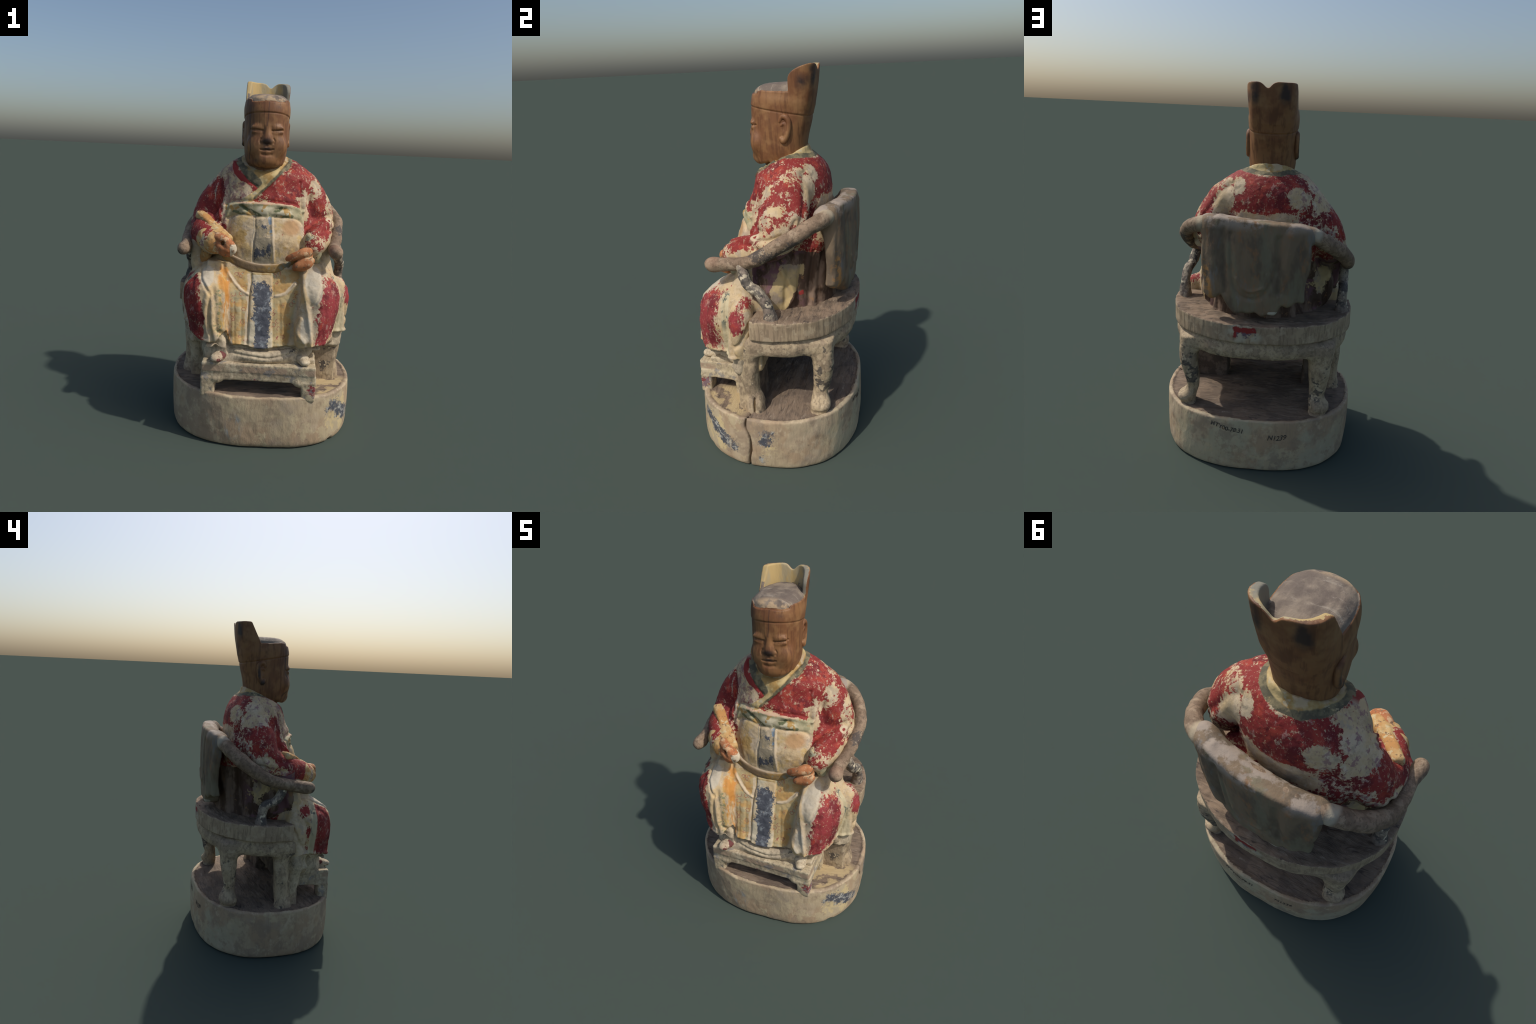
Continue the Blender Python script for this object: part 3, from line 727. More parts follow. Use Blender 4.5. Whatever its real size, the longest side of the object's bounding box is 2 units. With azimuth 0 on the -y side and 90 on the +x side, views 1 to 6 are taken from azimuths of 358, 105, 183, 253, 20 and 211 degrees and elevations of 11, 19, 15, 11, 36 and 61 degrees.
    s.line([(-0.25, 0.52), (-0.1, 0.512), (0.02, 0.502), (0.1, 0.515), (0.2, 0.53)], 0.008, 0.007, "xz", FRONT)
    solid("robe_fold", s, mats["underskirt"], root)

# ================================================================== HEAD AND HAT
HX = -0.027
HEAD = [  # z, cx, cy, half width, front, back
    (1.470, HX, 0.045, 0.070, 0.085, 0.105), (1.505, HX, 0.04, 0.086, 0.130, 0.112), (1.530, HX, 0.04, 0.104, 0.158, 0.115), (1.560, HX, 0.04, 0.115, 0.164, 0.117),
    (1.600, HX, 0.04, 0.122, 0.165, 0.118), (1.660, HX, 0.04, 0.126, 0.165, 0.128), (1.720, HX, 0.04, 0.128, 0.163, 0.143), (1.780, HX, 0.04, 0.128, 0.163, 0.153),
    (1.830, HX, 0.04, 0.130, 0.160, 0.166), (1.886, HX, 0.04, 0.126, 0.147, 0.176), (1.95, -0.023, 0.04, 0.127, 0.14, 0.183), (2.02, -0.022, 0.04, 0.125, 0.13, 0.188)]

def band_height(y):
    return 1.812 - (y + 0.12) * 0.185

def build_head(mats, root):
    v = Volume((-0.21, -0.19, 1.44), (0.16, 0.27, 2.03), 0.0035)
    v.loft(HEAD, n=2.3, edge=0.004)
    v.loft([(1.70, -0.027, 0.10, 0.095, 0.04, 0.065), (1.80, -0.026, 0.10, 0.113, 0.04, 0.094), (1.886, -0.024, 0.10, 0.123, 0.04, 0.112), (1.95, -0.022, 0.10, 0.127, 0.04, 0.121), (2.02, -0.020, 0.10, 0.127, 0.04, 0.127)], n=3.2, edge=0.004, k=0.01)     # squarer standing leaf
    # cut down to the crown in front, leaving the standing back leaf
    def above(x, y, z):
        rim = 1.885 - 0.08 * np.maximum(y + 0.04, 0)
        left = 0.092 + 0.10 * (np.maximum(z - 1.925, 0) / 0.075) ** 2.8     # front edge of the leaf, figure's left: upright then curling back
        right = 0.092 + 0.50 * (z - 1.875)                             # figure's right: straight slant
        edge = np.where(x > HX, left, right)
        return np.maximum(rim - z, y - edge)
    v.cut(above, k=0.004)
    inner = [(1.868, HX, 0.04, 0.108, 0.147, 0.154), (1.95, -0.022, 0.045, 0.107, 0.14, 0.160), (2.04, -0.020, 0.05, 0.107, 0.13, 0.166)]
    v.loft(inner, n=3.0, edge=0.002, cut=True, k=0.006)
    # wavy top of the leaf with a dip in the middle
    v.cut(lambda x, y, z: (2.001 - 0.027 * np.exp(-((x + 0.003) / 0.024) ** 2) - 0.30 * np.maximum(np.abs(x + 0.017) - 0.118, 0) - z), k=0.006)
    # low domed crown filling the rim
    v.loft([(1.80, HX, 0.04, 0.120, 0.140, 0.160), (1.876, HX, 0.04, 0.120, 0.139, 0.160), (1.900, HX, 0.04, 0.104, 0.120, 0.155), (1.914, HX, 0.04, 0.078, 0.085, 0.150), (1.918, HX, 0.04, 0.03, 0.04, 0.13)], n=2.4, edge=0.001, k=0.004)
    # under the jaw
    v.cut(lambda x, y, z: (z - 1.510 - 0.30 * (y + 0.10)) * 0.95 + 0.0 * x, k=0.015, lo=(-0.2, -0.19, 1.44), hi=(0.15, -0.05, 1.60))
    v.loft([(1.46, HX, 0.05, 0.085, 0.11, 0.10), (1.56, HX, 0.05, 0.085, 0.11, 0.10)], n=2.3, edge=0.005, k=0.02)
    # --- face
    face_y = -0.122
    v.tube([(HX, face_y + 0.020, 1.735, 0.013), (HX, face_y + 0.013, 1.705, 0.016), (HX - 0.001, face_y + 0.009, 1.678, 0.020), (HX - 0.001, face_y + 0.008, 1.661, 0.022)], k=0.025)
    for sgn in (-1, 1):
        v.ell((HX + sgn * 0.023, face_y + 0.010, 1.657), (0.016, 0.014, 0.013), k=0.012)      # nostril wing
        v.ell((HX + sgn * 0.054, face_y + 0.016, 1.731), (0.035, 0.013, 0.014), k=0.016)      # upper lid
        v.ell((HX + sgn * 0.055, face_y + 0.018, 1.706), (0.032, 0.011, 0.009), k=0.016)      # lower lid
        v.ell((HX + sgn * 0.055, face_y + 0.036, 1.632), (0.055, 0.036, 0.058), k=0.03)       # cheek
    v.ell((HX, face_y + 0.008, 1.621), (0.028, 0.014, 0.010), k=0.012)                        # lips
    v.ell((HX, face_y + 0.008, 1.600), (0.020, 0.013, 0.009), k=0.012)
    v.ell((HX, face_y + 0.018, 1.558), (0.044, 0.022, 0.026), k=0.025)                        # chin
    s = Skin(v, 1)
    fr = lambda x, y, z: (y < 0.02) * 1.0
    for sgn in (-1, 1):
        m = lambda pts: [(HX + sgn * a, b) for a, b in pts]
        s.line(m([(0.026, 1.7150), (0.045, 1.7165), (0.065, 1.7180), (0.090, 1.7190)]), 0.006, 0.0035, "xz", FRONT, fr)
        s.line(m([(0.028, 1.7085), (0.050, 1.708), (0.072, 1.712)]), 0.0022, 0.003, "xz", FRONT, fr)
        s.line(m([(0.021, 1.732), (0.021, 1.715), (0.025, 1.700)]), 0.002, 0.008, "xz", FRONT, fr)
        s.line(m([(0.036, 1.672), (0.042, 1.660), (0.037, 1.647)]), 0.005, 0.0045, "xz", FRONT, fr)
        s.bump((HX + sgn * 0.012, face_y - 0.008, 1.643), (0.007, 0.02, 0.004), -0.006, None)
    s.line([(HX - 0.036, 1.613), (HX - 0.018, 1.6095), (HX, 1.6115), (HX + 0.018, 1.6095), (HX + 0.036, 1.615)], 0.006, 0.0035, "xz", FRONT, fr)
    s.line([(HX, 1.644), (HX, 1.632)], 0.003, 0.006, "xz", FRONT, fr)
    s.line([(HX - 0.026, 1.586), (HX, 1.582), (HX + 0.026, 1.586)], 0.004, 0.007, "xz", FRONT, fr)
    # hat band: a shallow step all round
    dz = s.V[:, 2] - band_height(s.V[:, 1])
    s.V += s.N * (0.0022 * smooth(-0.002, 0.004, dz) * smooth(0.09, 0.05, dz) - 0.0026 * np.exp(-(dz / 0.0035) ** 2))[:, None] * (np.abs(s.N[:, 2]) < 0.7)[:, None]
    s.refresh()
    s.rough(0.0018, (14, 14, 7), 111, 2)
    s.rough(0.0006, (70, 70, 14), 112, 1)
    C = s.V[s.F].mean(1)
    lab = (C[:, 2] > band_height(C[:, 1])).astype(int)
    e = superellipse(C[:, 0] - HX, C[:, 1] - 0.04, 0.121, np.where(C[:, 1] < 0.04, 0.141, 0.164), 2.5)
    nf = normals(s.V, s.F)[s.F].mean(1)
    lab[(C[:, 2] > 1.868) & (e < 0.0) & (nf[:, 2] > 0.15) & (C[:, 2] < 1.93)] = 2
    inward = ((nf[:, 0] * (C[:, 0] - HX) + nf[:, 1] * (C[:, 1] - 0.03)) < 0) & (C[:, 2] > 1.87) & (C[:, 1] > 0.04)
    lab[inward & (lab != 2)] = 3
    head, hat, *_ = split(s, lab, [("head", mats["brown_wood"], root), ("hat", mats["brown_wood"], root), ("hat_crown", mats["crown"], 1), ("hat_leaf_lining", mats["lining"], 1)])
    # --- ears: long lobed, hollow inside the rim
    for sgn, x in ((1, 0.094), (-1, -0.148)):
        v = Volume((x - 0.04, 0.0, 1.59), (x + 0.04, 0.15, 1.80), 0.0025)
        y0 = 0.066 if sgn > 0 else 0.079
        v.tube([(x, y0 - 0.022, 1.735, 0.009), (x, y0 - 0.010, 1.757, 0.011), (x + 0.003 * sgn, y0 + 0.012, 1.756, 0.012), (x + 0.004 * sgn, y0 + 0.025, 1.730, 0.012), (x + 0.004 * sgn, y0 + 0.021, 1.690, 0.012),
                (x + 0.003 * sgn, y0 + 0.012, 1.662, 0.013), (x + 0.002 * sgn, y0 - 0.004, 1.642, 0.014), (x, y0 - 0.016, 1.655, 0.012)], k=0.004)
        v.ell((x - 0.004 * sgn, y0, 1.70), (0.010, 0.026, 0.06), k=0.006)
        v.tube([(x, y0 - 0.018, 1.715, 0.006), (x + 0.003 * sgn, y0 + 0.002, 1.725, 0.006), (x + 0.003 * sgn, y0 + 0.008, 1.705, 0.006), (x + 0.002 * sgn, y0 - 0.002, 1.675, 0.007)], k=0.005)
        sk = Skin(v, 1).rough(0.0012, 40, 115, 1)
        solid("ear", sk, mats["brown_wood"], head)
    return head
# ================================================================== MATERIALS
class Num:
    """A number inside a node tree, usable in ordinary arithmetic."""
    def __init__(self, g, s):
        self.g, self.s = g, s
    def __add__(self, o): return self.g.math("ADD", self, o)
    __radd__ = __add__
    def __sub__(self, o): return self.g.math("SUBTRACT", self, o)
    def __rsub__(self, o): return self.g.math("SUBTRACT", o, self)
    def __mul__(self, o): return self.g.math("MULTIPLY", self, o)
    __rmul__ = __mul__
    def lo(self, o): return self.g.math("MINIMUM", self, o)
    def hi(self, o): return self.g.math("MAXIMUM", self, o)
    def abs(self): return self.g.math("ABSOLUTE", self, 0)
    def ss(self, a, b): return self.g.ss(self, a, b)

class Paint:
    def __init__(self, name, rough=0.72, spec=0.25):
        self.m = bpy.data.materials.new(name)
        self.m.use_nodes = True
        self.t = self.m.node_tree
        self.bsdf = self.t.nodes["Principled BSDF"]
        self.bsdf.inputs["Roughness"].default_value = rough
        self.bsdf.inputs["Specular IOR Level"].default_value = spec
        self.P = self.node("ShaderNodeTexCoord").outputs["Object"]
        self.k = 0
        xyz = self.node("ShaderNodeSeparateXYZ")
        self.link(self.P, xyz.inputs[0])
        self.x, self.y, self.z = (Num(self, xyz.outputs[i]) for i in range(3))
        self.W = self.P
    def node(self, kind):
        return self.t.nodes.new(kind)
    def link(self, a, b):
        self.t.links.new(a, b)
    def put(self, v, sock):
        if isinstance(v, Num): self.link(v.s, sock)
        elif isinstance(v, bpy.types.NodeSocket): self.link(v, sock)
        elif isinstance(v, tuple) and len(v) == 3 and len(sock.default_value) == 4: sock.default_value = (*v, 1)
        else: sock.default_value = v
    def math(self, op, a, b):
        n = self.node("ShaderNodeMath")
        n.operation = op
        self.put(a, n.inputs[0])
        self.put(b, n.inputs[1])
        return Num(self, n.outputs[0])
    def ss(self, v, a, b):
        n = self.node("ShaderNodeMapRange")
        n.interpolation_type = "SMOOTHSTEP"
        if a > b:
            n.inputs["From Min"].default_value, n.inputs["From Max"].default_value = b, a
            n.inputs["To Min"].default_value, n.inputs["To Max"].default_value = 1, 0
        else:
            n.inputs["From Min"].default_value, n.inputs["From Max"].default_value = a, b
        self.put(v, n.inputs["Value"])
        return Num(self, n.outputs["Result"])
    def vec(self, op, a, b=None):
        n = self.node("ShaderNodeVectorMath")
        n.operation = op
        self.put(a, n.inputs[0])
        if b is not None: self.put(b, n.inputs[1])
        return n.outputs["Value"] if op in ("LENGTH", "DOT_PRODUCT", "DISTANCE") else n.outputs["Vector"]
    def noise(self, scale, detail=4, rough=0.6, stretch=None, seed=None, dist=0.0):
        self.k += 1
        n = self.node("ShaderNodeTexNoise")
        off = (seed if seed is not None else self.k) * 3.7
        v = self.vec("ADD", self.P, (off, off * 0.7, -off))
        if stretch: v = self.vec("MULTIPLY", v, stretch)
        self.link(v, n.inputs["Vector"])
        for key, val in (("Scale", scale), ("Detail", detail), ("Roughness", rough), ("Distortion", dist)):
            n.inputs[key].default_value = val
        return Num(self, n.outputs[0]) * 1.9 - 0.45        # spread the narrow noise over 0..1
    def warp(self, amp, scale, detail=3):
        """From now on blobs and strokes have ragged edges."""
        n = self.node("ShaderNodeTexNoise")
        self.link(self.P, n.inputs["Vector"])
        n.inputs["Scale"].default_value, n.inputs["Detail"].default_value = scale, detail
        v = self.vec("MULTIPLY", self.vec("SUBTRACT", n.outputs["Color"], (0.5, 0.5, 0.5)), (amp, amp, amp))
        self.W = self.vec("ADD", self.P, v)
        return self
    def cells(self, scale, feature="F1", warped=True):
        n = self.node("ShaderNodeTexVoronoi")
        n.feature = feature
        self.link(self.W if warped else self.P, n.inputs["Vector"])
        n.inputs["Scale"].default_value = scale
        return Num(self, n.outputs["Distance"])
    def blob(self, c, r):
        v = self.vec("MULTIPLY", self.vec("SUBTRACT", self.W, tuple(c)), tuple(1 / a for a in r))
        n = self.math("SUBTRACT", 1.0, Num(self, self.vec("LENGTH", v)))
        n.s.node.use_clamp = True
        return n
    def stroke(self, a, b, r, flat=(1, 1, 1)):
        """1 on the segment a-b, falling to 0 at distance r; flat squashes an axis (0 ignores it)."""
        a, b, f = np.array(a, float) * flat, np.array(b, float) * flat, tuple(float(q) for q in flat)
        ba = b - a
        pa = self.vec("SUBTRACT", self.vec("MULTIPLY", self.W, f), tuple(a))
        h = Num(self, self.vec("DOT_PRODUCT", pa, tuple(ba / (ba @ ba))))
        h = self.math("MULTIPLY", h, 1.0)
        h.s.node.use_clamp = True
        n = self.node("ShaderNodeVectorMath")
        n.operation = "SCALE"
        n.inputs[0].default_value = tuple(ba)
        self.link(h.s, n.inputs["Scale"])
        d = Num(self, self.vec("LENGTH", self.vec("SUBTRACT", pa, n.outputs["Vector"])))
        o = self.math("SUBTRACT", 1.0, d * (1.0 / r))
        o.s.node.use_clamp = True
        return o
    def field(self, items, base=0.0):
        """Sum of weighted blobs: (weight, centre, radii)."""
        f = base
        for w, c, r in items:
            f = self.blob(c, r) * w + f
        return f
    def mix(self, f, a, b):
        n = self.node("ShaderNodeMix")
        n.data_type = "RGBA"
        self.put(f, n.inputs[0])
        self.put(a, n.inputs[6])
        self.put(b, n.inputs[7])
        return n.outputs[2]
    def done(self, colour, bump=None, strength=0.3, depth=0.004):
        self.put(colour, self.bsdf.inputs["Base Color"])
        if bump is not None:
            b = self.node("ShaderNodeBump")
            b.inputs["Strength"].default_value = strength
            b.inputs["Distance"].default_value = depth
            self.put(bump, b.inputs["Height"])
            self.link(b.outputs[0], self.bsdf.inputs["Normal"])
        return self.m

CREAM, PALE, GREYISH, YELLOW, WHITE = (0.535, 0.400, 0.232), (0.575, 0.455, 0.305), (0.38, 0.31, 0.23), (0.55, 0.385, 0.165), (0.585, 0.515, 0.40)
RED, DARK_RED, BRIGHT_RED, PINK = (0.245, 0.030, 0.026), (0.125, 0.016, 0.019), (0.35, 0.050, 0.032), (0.42, 0.23, 0.19)
OCHRE, BROWN, SOOT, INK, SLATE = (0.46, 0.29, 0.10), (0.18, 0.085, 0.035), (0.045, 0.04, 0.038), (0.072, 0.076, 0.090), (0.30, 0.32, 0.33)
GREEN, DULL_GREEN, ORANGE = (0.13, 0.14, 0.07), (0.16, 0.16, 0.125), (0.52, 0.24, 0.06)

def gesso(p, yellow=0.5):
    """Bare priming: cream, yellower and greyer by patches, with pits and stains."""
    c = p.mix(p.noise(7, 4).ss(0.40, 0.68), CREAM, PALE)
    c = p.mix(p.noise(11, 5).ss(0.52, 0.70) * yellow, c, YELLOW)
    c = p.mix(p.noise(16, 5, 0.65).ss(0.54, 0.72) * 0.7, c, GREYISH)
    c = p.mix(p.noise(13, 6, 0.75).ss(0.52, 0.80) * 0.6, c, (0.36, 0.265, 0.155))
    c = p.mix(p.noise(40, 5, 0.75, (1, 1, 0.5)).ss(0.55, 0.90) * 0.5, c, (0.30, 0.21, 0.125))
    c = p.mix(p.noise(24, 5, 0.7).ss(0.66, 0.84) * 0.6, c, (0.62, 0.53, 0.39))
    c = p.mix(p.noise(70, 3, 0.7).ss(0.82, 0.92) * 0.5, c, (0.20, 0.15, 0.10))
    return c

def worn_red(p, red=RED, scuff=0.6):
    c = p.mix(p.noise(9, 4).ss(0.45, 0.70) * 0.8, red, DARK_RED)
    c = p.mix(p.noise(14, 4).ss(0.58, 0.74) * 0.8, c, BRIGHT_RED)
    c = p.mix(p.noise(34, 6, 0.75, (1, 1, 0.6)).ss(0.62, 0.85) * scuff, c, PINK)
    c = p.mix(p.noise(80, 4, 0.75).ss(0.70, 0.84) * scuff, c, CREAM)
    c = p.mix(p.noise(26, 6, 0.78, (1, 1, 0.7)).ss(0.66, 0.78) * scuff, c, (0.46, 0.33, 0.22))
    return c

def ragged(p, f, big=0.55, small=0.45, soft=0.035, scale=10.0, stretch=None):
    """Threshold a field with paint-flake noise."""
    f = (p.noise(scale, 5, 0.62, stretch) - 0.5) * big + f
    f = (p.noise(scale * 5, 4, 0.7, stretch) - 0.5) * small + f
    return f.ss(0.5 - soft, 0.5 + soft)

def mat_robe():
    p = Paint("flaking_red_robe").warp(0.10, 8, 5)
    f = p.field([
        # solid red
        (0.7, (0.09, -0.10, 1.38), (0.16, 0.2, 0.11)), (0.5, (0.17, 0.0, 1.46), (0.10, 0.12, 0.08)), (0.7, (0.29, -0.06, 1.27), (0.09, 0.12, 0.12)),
        (0.8, (0.30, -0.10, 1.18), (0.10, 0.14, 0.07)), (0.5, (0.31, 0.03, 1.36), (0.09, 0.08, 0.09)), (0.4, (0.34, 0.08, 1.29), (0.06, 0.06, 0.06)),
        (1.1, (-0.33, -0.02, 1.34), (0.10, 0.13, 0.17)), (0.9, (-0.40, 0.0, 1.22), (0.10, 0.13, 0.09)), (0.8, (-0.38, -0.10, 1.13), (0.09, 0.10, 0.08)),
        (1.2, (0.0, 0.27, 1.44), (0.20, 0.12, 0.09)), (0.8, (-0.05, 0.22, 1.51), (0.20, 0.10, 0.05)), (0.5, (0.10, 0.12, 1.53), (0.09, 0.12, 0.06)),
        (0.7, (-0.36, 0.13, 1.30), (0.08, 0.09, 0.10)), (0.6, (0.29, 0.18, 1.38), (0.05, 0.07, 0.09)),
        # lost paint
        (-1.0, (-0.20, -0.08, 1.40), (0.11, 0.14, 0.16)), (-0.9, (-0.25, 0.08, 1.50), (0.14, 0.12, 0.09)), (-1.3, (-0.17, 0.24, 1.44), (0.10, 0.10, 0.065)),
        (-1.2, (0.12, 0.22, 1.49), (0.055, 0.08, 0.055)), (-1.1, (0.0, 0.30, 1.32), (0.34, 0.10, 0.075)), (-0.9, (0.20, 0.19, 1.40), (0.045, 0.10, 0.14)),
        (-0.8, (0.30, 0.0, 1.42), (0.05, 0.09, 0.09)), (-1.0, (0.375, 0.08, 1.20), (0.09, 0.10, 0.075)), (-1.1, (0.31, -0.12, 1.105), (0.09, 0.09, 0.045)),
        (-0.8, (0.205, -0.05, 1.31), (0.035, 0.1, 0.13)), (-0.9, (-0.42, 0.12, 1.18), (0.08, 0.09, 0.08)), (-0.9, (-0.30, 0.16, 1.40), (0.08, 0.09, 0.10)),
        (-0.8, (-0.23, -0.06, 1.24), (0.06, 0.1, 0.10)), (-1.0, (-0.32, -0.17, 1.10), (0.08, 0.08, 0.06)), (-1.2, (-0.297, -0.02, 1.36), (0.012, 0.15, 0.10)), (-0.9, (0.36, 0.05, 1.35), (0.05, 0.06, 0.05)), (-1.0, (0.17, -0.12, 1.335), (0.035, 0.08, 0.015))], 0.56)
    base = gesso(p, 0.35)
    base = p.mix((p.noise(30, 5, 0.7).ss(0.55, 0.68) * p.x.ss(-0.05, -0.25)) * 0.75, base, (0.24, 0.11, 0.13))      # purple residue on the right shoulder
    base = p.mix(p.noise(22, 6, 0.72).ss(0.44, 0.62) * p.blob((-0.19, -0.1, 1.41), (0.14, 0.2, 0.15)).ss(0.05, 0.4) * 0.8, base, (0.25, 0.11, 0.11))
    c = p.mix(ragged(p, f, 1.0, 0.85, 0.07, 12), base, worn_red(p, RED, 0.9))
    # red edging left of the lapel and the pale ring on the sleeve
    edge = p.stroke((-0.205, 0, 1.525), (-0.085, 0, 1.400), 0.024, (1, 0, 1)).ss(0.25, 0.45) * p.y.ss(0.06, 0.02) * p.noise(30, 4).ss(0.85, 0.70)
    c = p.mix(edge, c, RED)
    d = Num(p, p.vec("LENGTH", p.vec("SUBTRACT", p.P, (0.362, -0.041, 1.226))))
    c = p.mix(d.ss(0.028, 0.024) * d.ss(0.010, 0.014), c, PALE)
    return p.done(c, p.noise(55, 5, 0.65), 0.35)

def mat_hips():
    p = Paint("stained_robe_side").warp(0.06, 10)
    c = p.mix(p.noise(12, 5, 0.65, (1, 1, 0.35)).ss(0.40, 0.66), (0.085, 0.05, 0.032), (0.22, 0.15, 0.105))
    c = p.mix(p.noise(9, 4).ss(0.50, 0.64) * p.y.ss(0.22, 0.12), c, (0.17, 0.085, 0.095))
    c = p.mix(p.noise(26, 4).ss(0.74, 0.84) * 0.8, c, (0.28, 0.155, 0.075))
    f = p.field([(1.5, (0.33, 0.06, 0.88), (0.16, 0.07, 0.09)), (1.5, (0.33, 0.095, 0.95), (0.16, 0.09, 0.08)), (1.4, (0.33, 0.13, 1.03), (0.14, 0.12, 0.07)), (0.9, (-0.33, 0.14, 0.99), (0.12, 0.10, 0.14)), (0.8, (-0.34, 0.05, 1.02), (0.1, 0.08, 0.07))], 0.0)
    c = p.mix(ragged(p, f, 0.7, 0.3), c, p.mix(p.noise(10, 4).ss(0.45, 0.75), (0.46, 0.34, 0.165), (0.30, 0.235, 0.17)))
    f = p.field([(1.2, (0.33, 0.17, 1.0), (0.10, 0.022, 0.035)), (1.0, (0.3, 0.17, 0.9), (0.10, 0.05, 0.03)), (1.2, (-0.33, 0.06, 0.89), (0.1, 0.035, 0.05))], 0.0)
    c = p.mix(ragged(p, f, 0.4, 0.25), c, RED)
    return p.done(c, p.noise(50, 5, 0.65, (1, 1, 0.4)), 0.45)

def mat_stomach():
    p = Paint("painted_stomach_cloth").warp(0.03, 14)
    c = gesso(p, 0.8)
    c = p.mix(ragged(p, p.field([(0.9, (-0.15, -0.2, 1.15), (0.10, 0.2, 0.10)), (0.6, (0.09, -0.2, 1.09), (0.07, 0.2, 0.05))], 0.0), 0.6, 0.4, 0.12), c, (0.46, 0.31, 0.12))
    c = p.mix(p.blob((0.125, -0.18, 1.19), (0.08, 0.2, 0.065)).ss(0.10, 0.55) * 0.85, c, (0.47, 0.27, 0.125))
    # faded dark brocade in the middle panel
    band = p.x.ss(-0.080, -0.074) * p.x.ss(0.020, 0.012)
    c = p.mix(band * ragged(p, p.z * -2.0 + 2.95, 0.9, 0.5, 0.10, 16) * 0.85, c, (0.27, 0.23, 0.16))
    c = p.mix(band * ragged(p, p.field([(0.9, (-0.055, -0.2, 1.05), (0.05, 0.2, 0.05)), (0.8, (0.0, -0.2, 1.06), (0.035, 0.2, 0.06)), (0.7, (-0.03, -0.2, 1.19), (0.05, 0.2, 0.03))], 0.12), 0.7, 0.6, 0.05, 22), c, INK)
    c = p.mix(p.stroke((0.006, 0, 1.245), (0.014, 0, 1.16), 0.014, (1, 0, 1)).ss(0.2, 0.5) * p.noise(45, 3).ss(0.4, 0.55), c, (0.25, 0.31, 0.36))
    c = p.mix(p.stroke((0.020, 0, 1.245), (0.036, 0, 1.0), 0.010, (1, 0, 1)).ss(0.2, 0.6), c, PALE)
    c = p.mix(p.stroke((-0.080, 0, 1.25), (-0.080, 0, 1.0), 0.006, (1, 0, 1)).ss(0.2, 0.7) * 0.7, c, (0.2, 0.19, 0.16))
    c = p.mix(p.noise(34, 2).ss(0.90, 0.94) * 0.8, c, (0.32, 0.08, 0.06))
    c = p.mix(p.noise(18, 5, 0.7).ss(0.60, 0.80) * 0.5, c, (0.33, 0.23, 0.11))
    return p.done(c, p.noise(45, 5, 0.65), 0.4)

